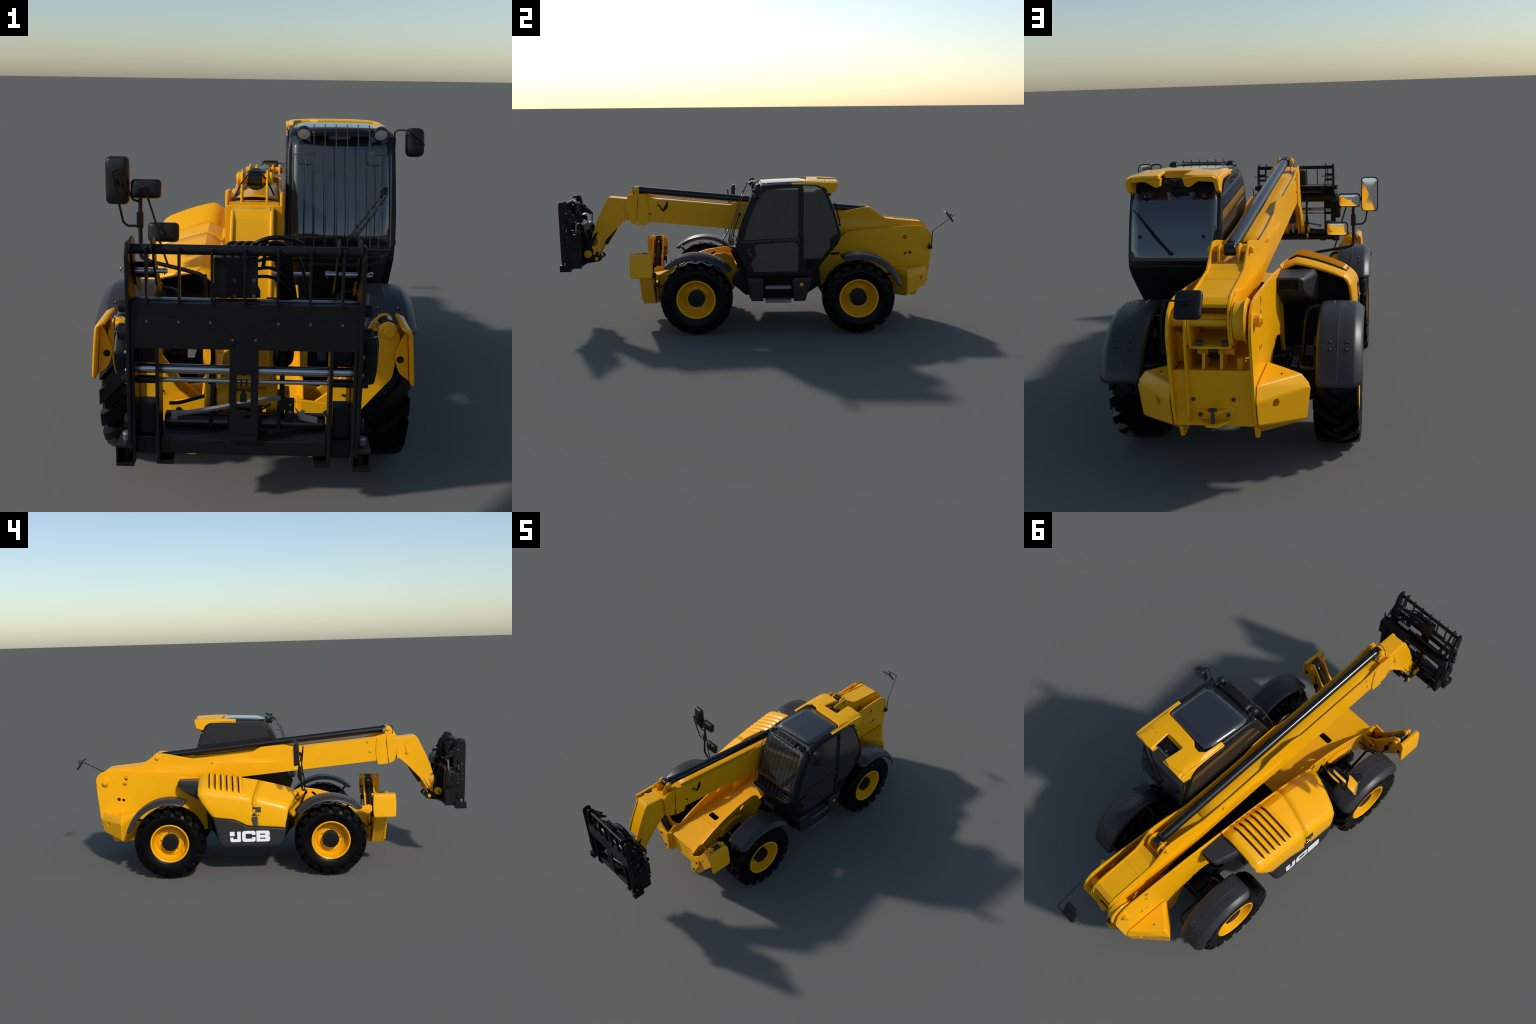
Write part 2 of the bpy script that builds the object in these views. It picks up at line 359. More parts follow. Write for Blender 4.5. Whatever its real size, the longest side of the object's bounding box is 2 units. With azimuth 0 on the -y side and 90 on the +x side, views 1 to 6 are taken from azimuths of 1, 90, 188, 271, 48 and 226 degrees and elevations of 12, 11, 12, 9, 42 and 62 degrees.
rod('stop_block', (X0 - 0.068, 0.83, 0.33), (X0 - 0.068, 0.83, 0.36), 0.010, YEL, chassis)
rod('lift_cylinder', (X0, 0.815, 0.371), (X0, 0.36, 0.42), 0.024, CYL, chassis)
# central frame between the axles
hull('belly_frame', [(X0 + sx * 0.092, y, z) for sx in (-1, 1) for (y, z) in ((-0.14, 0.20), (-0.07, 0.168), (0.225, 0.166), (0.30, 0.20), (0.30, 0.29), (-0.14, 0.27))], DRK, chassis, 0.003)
for s in (-1, 1):
    plate('belly_side', [(-0.050, 0.30), (-0.050, 0.168), (0.222, 0.166), (0.240, 0.30)], 'x', X0 + s * 0.10, X0 + s * 0.26, BLK, chassis, 0.003)
    plate('belly_end', [(-0.137, 0.244), (-0.137, 0.224), (-0.072, 0.166), (0.226, 0.164), (0.305, 0.216), (0.30, 0.30), (-0.10, 0.30)], 'x', X0 + s * 0.10, X0 + s * 0.19, BLK, chassis, 0.003)
# front frame: two curved side plates with a sloping deck between
FRONT_TOP = [(-0.112, 0.285, .02), (-0.145, 0.352, .03), (-0.180, 0.367, .02), (-0.278, 0.353), (-0.373, 0.323), (-0.448, 0.291), (-0.505, 0.260), (-0.545, 0.241), (-0.577, 0.2315),
             (-0.577, 0.118), (-0.515, 0.112), (-0.43, 0.20, .03), (-0.30, 0.25, .06), (-0.18, 0.22, .03), (-0.150, 0.19), (-0.10, 0.19)]
drop = [(-0.268, 0.322, .004), (-0.256, 0.320, .005), (-0.236, 0.335, .004), (-0.240, 0.343, .004), (-0.252, 0.338, .004)]
front = plate('front_frame', [FRONT_TOP, drop], 'x', X0 + 0.092, X0 + 0.0985, YEL, ROOT, 0.0015)
plate('front_frame_side', [FRONT_TOP, drop], 'x', X0 - 0.0985, X0 - 0.092, YEL, front, 0.0015)
def deck(name, y0, z0, y1, z1, holes=()):
    L = math.hypot(y1 - y0, z1 - z0); al = math.atan2(z1 - z0, y1 - y0)
    bm = slab([[(X0 - 0.0925, 0), (X0 + 0.0925, 0), (X0 + 0.0925, L), (X0 - 0.0925, L)]] + list(holes), 'z', -0.006, 0, 0.001)
    for v in bm.verts:
        u, t, w = v.co; v.co = (u, y0 + t * math.cos(al) - w * math.sin(al), z0 + t * math.sin(al) + w * math.cos(al))
    finish(name, bm, YEL, front)
sl = [(X0 - 0.030, 0.030, .010), (X0 + 0.030, 0.030, .010), (X0 + 0.030, 0.060, .010), (X0 - 0.030, 0.060, .010)]
deck('deck_plate', -0.577, 0.2290, -0.4075, 0.2655)
deck('deck_plate', -0.4070, 0.2670, -0.1130, 0.3055, [sl])
deck('deck_plate', -0.1125, 0.3065, 0.015, 0.3240)
box('frame_block', (-0.112, -0.172, 0.297), (-0.078, -0.045, 0.338), YEL, front, 0.003)
box('deck_dark_block', (X0 - 0.04, -0.40, 0.20), (X0 + 0.04, -0.31, 0.235), DRK, front, 0.001)  # solid dark block added under the deck slot to darken it
hull('front_cross_member', [(X0 + sx * 0.0918, y, z) for sx in (-1, 1) for (y, z) in ((-0.574, 0.225), (-0.574, 0.125), (-0.53, 0.118), (-0.50, 0.16), (-0.50, 0.235))], YEL, front, 0.002)
for s in (-1, 1):
    plate('frame_flange', [(X0 + s * 0.089, 0.112), (X0 + s * 0.103, 0.112), (X0 + s * 0.103, 0.236), (X0 + s * 0.089, 0.236)], 'y', -0.590, -0.570, YEL, front, 0.003)
    # boss block on the frame flank beside the front wheel
    plate('frame_boss', [(-0.41, 0.23), (-0.30, 0.26), (-0.27, 0.30), (-0.33, 0.31), (-0.40, 0.28)], 'x', X0 + s * 0.0985, X0 + s * 0.118, YEL, front, 0.006)

# ------------------------------------------------------------------ stabilisers
for s in (-1, 1):
    q = lambda X: X0 + s * X
    st = plate('stabiliser', [(q(0.104), 0.150), (q(0.112), 0.108, .01), (q(0.135), 0.110, .01), (q(0.2226), 0.2195), (q(0.278), 0.285, .02), (q(0.292), 0.370, .03), (q(0.268), 0.406, .022), (q(0.243), 0.388, .02), (q(0.210), 0.330, .03), (q(0.150), 0.250, .02), (q(0.105), 0.215)], 'y', -0.592, -0.584, YEL, ROOT, 0.0015)
    plate('leg_plate', [(q(0.104), 0.150), (q(0.112), 0.108, .01), (q(0.135), 0.110, .01), (q(0.2226), 0.2195), (q(0.278), 0.285, .02), (q(0.292), 0.370, .03), (q(0.268), 0.406, .022), (q(0.243), 0.388, .02), (q(0.210), 0.330, .03), (q(0.150), 0.250, .02), (q(0.105), 0.215)], 'y', -0.538, -0.530, YEL, st, 0.0015)
    hull('leg_box', [(q(0.118), -0.586, 0.110), (q(0.118), -0.536, 0.110), (q(0.136), -0.586, 0.114), (q(0.136), -0.536, 0.114), (q(0.270), -0.586, 0.279), (q(0.270), -0.536, 0.279), (q(0.235), -0.586, 0.285), (q(0.235), -0.536, 0.285), (q(0.108), -0.586, 0.145), (q(0.108), -0.536, 0.145)], YEL, st, 0.002)
    # mounting bracket on the frame
    for y in (-0.600, -0.520):
        plate('mount_bracket', [(q(0.096), 0.118), (q(0.122), 0.122, .01), (q(0.135), 0.150), (q(0.165), 0.196, .014), (q(0.166), 0.227, .014), (q(0.145), 0.233), (q(0.096), 0.238)], 'y', y - 0.004, y + 0.004, YEL, st)
    plate('mount_back', [(-0.600, 0.225), (-0.600, 0.115), (-0.515, 0.110), (-0.515, 0.255), (-0.55, 0.262)], 'x', q(0.098), q(0.103), YEL, st)
    for z, X in ((0.212, 0.148), (0.142, 0.118)):
        rod('bracket_pin', (q(X), -0.607, z), (q(X), -0.512, z), 0.0065, BLK, st, 18)
    # foot pad: bent outer plate with two cheek plates
    pad = []
    for k in range(17):
        z = 0.3975 - 0.1155 * k / 16
        e = abs(2 * k / 16 - 1)
        X = 0.3045 + 0.0090 * (0.3975 - z) / 0.1155 - 0.016 * max(0, (z - 0.387) / 0.0105) ** 2
        hw = 0.0560 - 0.0030 * e ** 2 - (0.003 if k in (0, 16) else 0)
        pad.append([(q(X), -0.574 + hw * t, z) for t in (-1, -0.9, 0, 0.9, 1)])
    grid_surface('foot_pad', pad, YEL, st, thick=0.006, offset=0)
    for y in (-0.600, -0.594, -0.530):
        if y == -0.594: continue
        plate('pad_cheek', [(q(0.309), 0.284), (q(0.302), 0.385), (q(0.294), 0.376, .02), (q(0.279), 0.335, .03), (q(0.288), 0.300, .03)], 'y', y - 0.004, y + 0.004, YEL, st)
    rod('pad_bolt', (q(0.290), -0.606, 0.3285), (q(0.290), -0.520, 0.3285), 0.0070, BLK, st, 18)
    for y in (-0.598, -0.526):
        lathe('pin_boss', [(0, 0), (0.010, 0), (0.010, 0.004), (0.015, 0.005), (0.018, 0.009), (0, 0.009)], (q(0.266), y - 0.004 if y < -0.55 else y + 0.004, 0.384), (0, 1, 0) if y < -0.55 else (0, -1, 0), YEL, st, 24)
    rod('cylinder_pin', (q(0.266), -0.61, 0.384), (q(0.266), -0.515, 0.384), 0.010, YEL, st)
    rod('cylinder_eye', (q(0.266), -0.576, 0.384), (q(0.266), -0.546, 0.384), 0.0175, CYL, st)
    a = Vector((q(0.266), -0.561, 0.384)); b = Vector((q(0.148), -0.561, 0.200))
    rod('cylinder_rod', a.lerp(b, 0.02), a.lerp(b, 0.25), 0.0085, CHR, st)
    rod('ram_cylinder', a.lerp(b, 0.13), b, 0.0155, CYL, st)
    box('valve_block', (q(0.226) - 0.008, -0.536, 0.268), (q(0.226) + 0.008, -0.515, 0.292), BLK, st, 0.002)
    bm = tube_bm([(q(0.226), -0.525, 0.29), (q(0.236), -0.525, 0.34), (q(0.258), -0.54, 0.35)], 0.0028, 0.01)
    bm = merge(bm, tube_bm([(q(0.226), -0.52, 0.27), (q(0.21), -0.515, 0.22), (q(0.15), -0.50, 0.20), (q(0.09), -0.49, 0.21)], 0.0028, 0.02))
    bm = merge(bm, tube_bm([(q(0.17), -0.575, 0.25), (q(0.185), -0.60, 0.245), (q(0.20), -0.56, 0.25)], 0.0025, 0.01))
    finish('ram_hose', bm, BLK, st)

# ------------------------------------------------------------------ rear counterweights
for s in (-1, 1):
    q = lambda X: X0 + s * X
    cw = hull('counterweight', [(q(0.1055), 0.672, 0.2935), (q(0.1055), 0.847, 0.2955), (q(0.1055), 0.8640, 0.2577), (q(0.2030), 0.7380, 0.2885), (q(0.2265), 0.7360, 0.2560),
          (q(0.2150), 0.7400, 0.170), (q(0.1055), 0.8500, 0.1935), (q(0.1055), 0.7500, 0.136), (q(0.205), 0.735, 0.160), (q(0.1055), 0.650, 0.150), (q(0.1055), 0.655, 0.285)], YEL, ROOT, 0.005)
    d = Vector((q(0.2265) - q(0.1055), 0.736 - 0.864, 0)); nrm = Vector((s * abs(d.y), abs(d.x), 0)).normalized()
    p = Vector((q(0.150), 0.8205, 0.2410))
    cut(cw, rod_bm(p - nrm * 0.022, p + nrm * 0.01, 0.0108, 24))
    lathe('recess_plug', [(0, 0), (0.0055, 0), (0.0055, 0.003), (0, 0.0035)], p - nrm * 0.0225, nrm, GRY, cw, 16)
    pf = Vector((q(0.178), 0.706, 0.205)); cut(cw, rod_bm(pf + Vector((0, 0.02, 0)), pf - Vector((0, 0.03, 0)), 0.009, 20))
    bolt('plug', (q(0.155), 0.755, 0.292), (0, 0, 1), 0.003, 0.002, GRY, cw)
    plate('lashing_eye', [(0.765, 0.150), (0.778, 0.137, .005), (0.800, 0.140, .005), (0.815, 0.175)], 'x', q(0.090), q(0.100), YEL, cw)

# tow hitch and bolts
hitch = plate('tow_hitch', [(X0 - 0.052, 0.232, .010), (X0 - 0.045, 0.243, .004), (X0 + 0.040, 0.243, .004), (X0 + 0.047, 0.232, .010), (X0 + 0.047, 0.215), (X0 - 0.052, 0.215)], 'y', 0.840, 0.853, YEL, ROOT, 0.003)
for z, ext in ((0.236, 0.877), (0.206, 0.888)):
    plate('hitch_jaw', [(X0 - 0.042, 0.85), (X0 + 0.038, 0.85), (X0 + 0.012, ext, .008), (X0 - 0.016, ext, .008)], 'z', z - 0.003, z + 0.003, YEL, hitch)
rod('hitch_pin', (X0 - 0.002, 0.874, 0.190), (X0 - 0.002, 0.874, 0.246), 0.0050, GRY, hitch, 16)
lathe('hitch_pin_cap', [(0, 0), (0.011, 0), (0.011, 0.003), (0, 0.004)], (X0 - 0.002, 0.874, 0.241), (0, 0, 1), GRY, hitch, 20)
for dx, z in ((0.048, 0.262), (-0.050, 0.262)): bolt('bolt', (X0 + dx, 0.851, z), (0, 1, -0.1), 0.0055, 0.005, GRY, hitch)
for dx in (0.033, -0.036): bolt('bolt', (X0 + dx, 0.853, 0.2225), (0, 1, 0), 0.0055, 0.005, GRY, hitch)

# ------------------------------------------------------------------ boom
BS = -0.0967                      # slope of the boom
def bz(y, z0): return z0 + BS * y  # line parallel to the boom, z0 at y = 0
TOP = [(0.868, 0.440, .01), (0.862, 0.478, .02), (0.8515, 0.4955, .02), (0.826, 0.512, .02), (0.795, 0.5155, .02), (0.693, 0.5253), (0.6465, 0.5310, .02), (0.6215, 0.5455, .03), (0.565, 0.5880, .012), (0.538, 0.5878, .02), (0.502, 0.5825), (0.383, 0.5570, .04),
       (0.2395, 0.5666), (0.074, 0.5838, .03), (0.027, 0.6090, .03), (-0.090, 0.6193, .03), (-0.150, 0.6040, .03), (-0.303, 0.6185), (-0.382, 0.6260), (-0.516, 0.6378, .03), (-0.575, 0.6525, .02), (-0.603, 0.6605), (-0.618, 0.660),
       (-0.618, 0.5275), (0.15, 0.4530), (0.855, 0.386, .01)]
boom = empty('boom', ROOT)
RIDGE = [(-0.06, 0.512), (0.03, 0.500), (0.07, 0.505), (0.12, 0.523), (0.17, 0.522), (0.24, 0.503), (0.32, 0.487), (0.40, 0.478), (0.90, 0.44)]
for s in (-1, 1):
    bm = slab(TOP, 'x', -0.003, 0.003, 0.0012)
    for y in [0.05 * k for k in range(-2, 18)]:
        bmesh.ops.bisect_plane(bm, geom=bm.verts[:] + bm.edges[:] + bm.faces[:], plane_co=(0, y, 0), plane_no=(0, 1, 0))
    # follow the wavy swage line: the plate bulges slightly at the ridge
    for k in range(len(RIDGE) - 1):
        (ya, za), (yb, zb) = RIDGE[k], RIDGE[k + 1]
        fs = [f for f in bm.faces if ya - 1e-4 <= f.calc_center_median().y <= yb + 1e-4]
        geo = list({v for f in fs for v in f.verts}) + list({e for f in fs for e in f.edges}) + fs
        bmesh.ops.bisect_plane(bm, geom=geo, plane_co=(0, ya, za), plane_no=(0, -(zb - za), yb - ya))
    for v in bm.verts:
        y, z = v.co.y, v.co.z; bulge = 0.0
        if y > -0.06 and y < 0.75:
            zr = lerp_table(RIDGE, y); w = min(1, (y + 0.06) / 0.08) * min(1, max(0, (0.75 - y) / 0.2))
            bulge = w * (0.006 if z >= zr - 1e-4 else 0.006 - 0.010 * min(1, (zr - z) / 0.05)) if z < zr + 0.03 else 0.0
        v.co.x = X0 + s * (0.0485 + v.co.x * s + bulge * 0.6)
    finish('boom_side_plate', bm, YEL, boom, 25)
plate('boom_tube', [(0.745, 0.400), (0.745, 0.505), (0.64, 0.512), (0.50, 0.535), (0.38, 0.5440), (-0.615, 0.6385), (-0.615, 0.529), (0.15, 0.4550)], 'x', X0 - 0.0455, X0 + 0.0455, YEL, boom, 0.010, res=3)
plate('boom_floor', [(0.74, 0.398), (0.74, 0.404), (0.85, 0.393), (0.85, 0.387)], 'x', X0 - 0.047, X0 + 0.047, YEL, boom, 0.001)
# crowned top skin under the cylinder
rows = []
for k in range(13):
    y = 0.37 - 0.93 * k / 12
    rows.append([(X0 + 0.0455 * math.sin(a), y, bz(y, 0.5765) + 0.011 * math.cos(a)) for a in [math.radians(-90 + 15 * j) for j in range(13)]])
grid_surface('boom_top_skin', rows, YEL, boom, thick=0.002, angle=40)
plate('boom_saddle', [(X0 - 0.046, 0.520), (X0 + 0.046, 0.520), (X0 + 0.046, 0.538), (X0 + 0.022, 0.545), (X0, 0.536, .02), (X0 - 0.022, 0.545), (X0 - 0.046, 0.538)], 'y', 0.590, 0.596, YEL, boom)
for dx in (-0.027, 0.027):
    plate('rear_lug', [(0.60, 0.535), (0.59, 0.575, .012), (0.565, 0.588, .012), (0.545, 0.575, .012), (0.53, 0.545)], 'x', X0 + dx - 0.003, X0 + dx + 0.003, YEL, boom)
rod('rear_pin', (X0 - 0.0625, 0.565, 0.568), (X0 + 0.060, 0.565, 0.568), 0.0105, YEL, boom)
lathe('pin_cap', [(0, 0), (0.0085, 0), (0.0085, 0.008), (0, 0.009)], (X0 - 0.055, 0.565, 0.568), (-1, 0, 0), YEL, boom, 20)
lathe('pin_cap', [(0, 0), (0.0085, 0), (0.0085, 0.004), (0, 0.005)], (X0 + 0.053, 0.565, 0.568), (1, 0, 0), YEL, boom, 20)
# extension cylinder on top
ca, cb = Vector((X0 + 0.001, 0.565, 0.568)), Vector((X0 + 0.002, -0.6065, 0.6805))
ax = (cb - ca).normalized()
cylr = lathe('extension_cylinder', [(0, 0.012), (0.010, 0.012), (0.0165, 0.020), (0.0175, 0.022), (0.0175, 0.03), (0.0180, 0.03), (0.0180, (cb - ca).length - 0.006), (0.0205, (cb - ca).length - 0.006), (0.0205, (cb - ca).length + 0.010), (0.0190, (cb - ca).length + 0.012), (0, (cb - ca).length + 0.012)], ca, ax, CYL, boom, 40)
rod('cylinder_eye', (X0 - 0.0155, 0.565, 0.568), (X0 + 0.0155, 0.565, 0.568), 0.0165, CYL, boom)
rod('cylinder_rod', cb, cb + ax * 0.03, 0.011, CHR, boom)
box('cylinder_port', (X0 - 0.03, -0.617, 0.664), (X0 - 0.018, -0.602, 0.684), CHR, boom, 0.002)
# rear pivot: reinforcement discs and drum, pivot pin
for s in (-1, 1):
    plate('pivot_plate', [(0.69, 0.462, .03), (0.70, 0.500, .02), (0.785, 0.511, .02), (0.845, 0.497, .03), (0.872, 0.455, .03), (0.865, 0.40, .03), (0.82, 0.385, .03)], 'x', X0 + s * 0.0520, X0 + s * 0.0580, YEL, boom)
lathe('pivot_drum', [(0.0, 0.0), (0.047, 0), (0.047, 0.024), (0.053, 0.0245), (0.055, 0.027), (0.053, 0.0300), (0, 0.0300)], (X0 - 0.0600, 0.829, 0.451), (-1, 0, 0), YEL, boom, 48)
rod('pivot_pin', (X0 - 0.121, 0.829, 0.4525), (X0 + 0.1045, 0.829, 0.4525), 0.0162, YEL, boom, 32)
lathe('pin_cap', [(0, 0), (0.009, 0), (0.009, 0.004), (0, 0.0045)], (X0 - 0.121, 0.829, 0.4525), (-1, 0, 0), YEL, boom, 20)
plate('boom_end_ring', [[(X0 - 0.048, 0.388, .008), (X0 + 0.048, 0.388, .008), (X0 + 0.048, 0.506), (X0 - 0.048, 0.506)], [(X0 - 0.043, 0.395, .008), (X0 + 0.043, 0.395, .008), (X0 + 0.046, 0.425, .03), (X0 + 0.046, 0.491, .008), (X0 - 0.038, 0.491, .008), (X0 - 0.046, 0.478, .008), (X0 - 0.046, 0.425, .03)]], 'y', 0.822, 0.832, YEL, boom, 0.001)
for dx in (-0.034, 0.028): box('wear_pad', (X0 + dx - 0.008, 0.838, 0.396), (X0 + dx + 0.008, 0.852, 0.406), GRY, boom, 0.001)
rod('cross_tube', (X0 - 0.05, 0.848, 0.452), (X0 + 0.05, 0.848, 0.452), 0.0085, YEL, boom)
COVER = [(0.848, 0.4925), (0.8475, 0.4960), (0.838, 0.5035), (0.828, 0.5085), (0.815, 0.5100), (0.702, 0.5205), (0.7000, 0.5222), (0.640, 0.5275), (0.612, 0.5400)]
plate('boom_rear_cover', COVER + [(y, z - 0.004) for y, z in COVER[::-1]], 'x', X0 - 0.0462, X0 + 0.0462, YEL, boom, 0.0004, angle=12)
# small bosses, gauge
for (y, z) in ((-0.525, 0.625), (-0.538, 0.574)): rod('boss', (X0 - 0.052, y, z), (X0 - 0.0575, y, z), 0.006, YEL, boom, 18)
rod('boss', (X0 - 0.056, 0.279, 0.537), (X0 - 0.060, 0.279, 0.537), 0.006, YEL, boom, 18)
gx = (X0 + 0.0510, X0 + 0.0535)
plate('angle_gauge', [(-0.497, 0.578), (-0.489, 0.574), (-0.470, 0.590, .01), (-0.464, 0.612, .01), (-0.469, 0.630), (-0.478, 0.612, .02)], 'x', gx[0], gx[1], BLK, boom, 0.0005)
tube('gauge_pointer', [(X0 + 0.056, -0.494, 0.580), (X0 + 0.058, -0.508, 0.606), (X0 + 0.058, -0.513, 0.611), (X0 + 0.058, -0.520, 0.605)], 0.0028, BLK, boom, 0.004)
bolt('bolt', (X0 + 0.054, -0.557, 0.564), (1, 0, 0), 0.004, 0.006, BLK, boom)
# collar plates on the front end of the outer boom, and the head of the inner boom
for s in (-1, 1):
    plate('collar_plate', [(-0.570, 0.646, .01), (-0.6120, 0.6605, .005), (-0.6245, 0.545), (-0.627, 0.506, .004), (-0.577, 0.503, .006), (-0.567, 0.540, .01), (-0.565, 0.585)], 'x', X0 + s * 0.0510, X0 + s * 0.0560, YEL, boom)
head = empty('boom_head', ROOT)
HEADP = [(-0.6185, 0.662), (-0.6195, 0.640), (-0.629, 0.540), (-0.6335, 0.508, .005), (-0.660, 0.518, .012), (-0.672, 0.552, .02), (-0.677, 0.600, .03), (-0.6755, 0.640, .02), (-0.667, 0.662, .01)]
for s in (-1, 1):
    plate('head_plate', HEADP, 'x', X0 + s * 0.0470, X0 + s * 0.0520, YEL, head)
    plate('cylinder_lug', [(-0.6165, 0.640), (-0.6150, 0.688, .012), (-0.628, 0.703, .012), (-0.643, 0.695, .014), (-0.666, 0.666, .012), (-0.672, 0.640)], 'x', X0 + s * 0.0210, X0 + s * 0.0250, YEL, head)
    lathe('lug_boss', [(0, 0), (0.012, 0), (0.012, 0.006), (0.008, 0.008), (0, 0.008)], (X0 + s * 0.025, -0.632, 0.685), (s, 0, 0), YEL, head, 24)
plate('head_box', [(-0.62, 0.640), (-0.6725, 0.646), (-0.674, 0.55), (-0.655, 0.533), (-0.62, 0.53)], 'x', X0 - 0.047, X0 + 0.047, YEL, head, 0.003)
rod('lug_eye', (X0 - 0.013, -0.632, 0.685), (X0 + 0.013, -0.632, 0.685), 0.0155, CYL, head)
rod('lug_pin', (X0 - 0.034, -0.632, 0.685), (X0 + 0.034, -0.632, 0.685), 0.009, YEL, head)
tube('cylinder_hose', arc3((X0 - 0.034, -0.655, 0.655), (X0, -0.66, 0.745), (X0 + 0.036, -0.64, 0.655)), 0.0016, BLK, head)
plate('head_flange', [[(X0 - 0.052, 0.53), (X0 + 0.052, 0.53), (X0 + 0.052, 0.642, .01), (X0 - 0.052, 0.642, .01)], [(X0 - 0.042, 0.535), (X0 + 0.042, 0.535), (X0 + 0.042, 0.634, .008), (X0 - 0.042, 0.634, .008)]], 'y', -0.681, -0.6745, YEL, head, 0.001)
# gooseneck
NECK = [(-0.674, 0.6385), (-0.771, 0.6480, .008), (-0.7835, 0.634, .01), (-0.828, 0.544, .1), (-0.858, 0.467), (-0.878, 0.400), (-0.903, 0.366, .02), (-0.897, 0.340, .02), (-0.868, 0.335, .02), (-0.838, 0.372), (-0.800, 0.4285), (-0.729, 0.503), (-0.674, 0.5475)]
neck = plate('gooseneck', NECK, 'x', X0 + 0.0300, X0 + 0.0365, YEL, head, 0.0025, res=2)
plate('neck_side_plate', NECK, 'x', X0 - 0.0365, X0 - 0.0300, YEL, neck, 0.0025, res=2)
plate('neck_core', [(-0.674, 0.6395), (-0.769, 0.6490, .006), (-0.7790, 0.634, .01), (-0.8235, 0.544, .1), (-0.8535, 0.467), (-0.872, 0.405), (-0.868, 0.345), (-0.838, 0.378), (-0.800, 0.433), (-0.729, 0.507), (-0.674, 0.551)], 'x', X0 - 0.0305, X0 + 0.0305, YEL, neck, 0.001)
for s in (-1, 1):
    plate('neck_edge_rib', [(-0.676, 0.553), (-0.731, 0.507), (-0.801, 0.433), (-0.838, 0.378), (-0.842, 0.372), (-0.836, 0.366), (-0.797, 0.424), (-0.726, 0.499), (-0.676, 0.541)], 'x', X0 + s * 0.0330, X0 + s * 0.0400, YEL, neck)
    hull('neck_gusset', [(X0 + s * 0.036, -0.853, 0.470), (X0 + s * 0.036, -0.870, 0.425), (X0 + s * 0.036, -0.805, 0.440), (X0 + s * 0.047, -0.885, 0.375), (X0 + s * 0.047, -0.845, 0.375), (X0 + s * 0.036, -0.838, 0.38), (X0 + s * 0.036, -0.89, 0.37)], YEL, neck, 0.001)
    lathe('pivot_boss', [(0, 0), (0.027, 0), (0.027, 0.018), (0, 0.018)], (X0 + s * 0.030, -0.884, 0.359), (s, 0, 0), YEL, neck, 32)
rod('boss', (X0 - 0.034, -0.731, 0.562), (X0 - 0.044, -0.731, 0.562), 0.0088, YEL, neck, 20)
rod('boss', (X0 + 0.034, -0.731, 0.562), (X0 + 0.0380, -0.731, 0.562), 0.0112, YEL, neck, 20)
for s in (-1, 1):
    hull('boss_weld', [(X0 + s * 0.0365, -0.724, 0.570), (X0 + s * 0.0365, -0.740, 0.566), (X0 + s * 0.0365, -0.712, 0.612), (X0 + s * 0.0365, -0.716, 0.613), (X0 + s * 0.0395, -0.729, 0.572), (X0 + s * 0.0365, -0.733, 0.551)], YEL, neck, 0)
rod('head_pin', (X0 - 0.068, -0.884, 0.359), (X0 + 0.068, -0.884, 0.359), 0.0135, YEL, neck, 28)
# tilt cylinder beneath the gooseneck
rod('tilt_cylinder', (X0, -0.752, 0.488), (X0, -0.805, 0.405), 0.0165, CYL, neck)
rod('tilt_rod', (X0, -0.800, 0.413), (X0, -0.842, 0.336), 0.0085, CHR, neck)
for s in (-1, 1): plate('tilt_link_guard', [(-0.79, 0.437), (-0.800, 0.43), (-0.842, 0.345), (-0.835, 0.345)], 'x', X0 + s * 0.022, X0 + s * 0.026, YEL, neck, 0.0005)

# ------------------------------------------------------------------ fork carriage
CX = -0.0215
car = empty('fork_carriage', ROOT)
c_ = lambda X: CX + X
# letters drawn as outlines, unit height 1, total width 3.63 (top left square, J, C, B)
def letters():
    L = []
    L.append([(0.00, 0.55), (0.43, 0.55), (0.43, 0.95), (0.00, 0.95)])
    L.append([(0.66, 0.95), (0.98, 0.95), (0.98, 0.20, .16), (0.98, 0.0, .2), (0.03, 0.0, .2), (0.02, 0.42), (0.31, 0.42), (0.31, 0.26, .05), (0.66, 0.26, .05)])
    L.append([(1.10, 0.0, .26), (2.31, 0.0, .26), (2.31, 0.42), (1.99, 0.42), (1.99, 0.28, .06), (1.42, 0.28, .06), (1.42, 0.74, .06), (1.99, 0.74, .06), (1.99, 0.62), (2.31, 0.62), (2.31, 1.0, .26), (1.10, 1.0, .26)])
    L.append([(2.39, 0.0), (3.60, 0.0, .22), (3.62, 0.42, .10), (3.50, 0.50), (3.60, 0.58, .10), (3.58, 1.0, .22), (2.39, 1.0)])
    C = [[(2.71, 0.24), (3.22, 0.24, .05), (3.22, 0.36, .05), (2.71, 0.36)], [(2.71, 0.61), (3.20, 0.61, .05), (3.20, 0.73, .05), (2.71, 0.73)]]
    return L, C
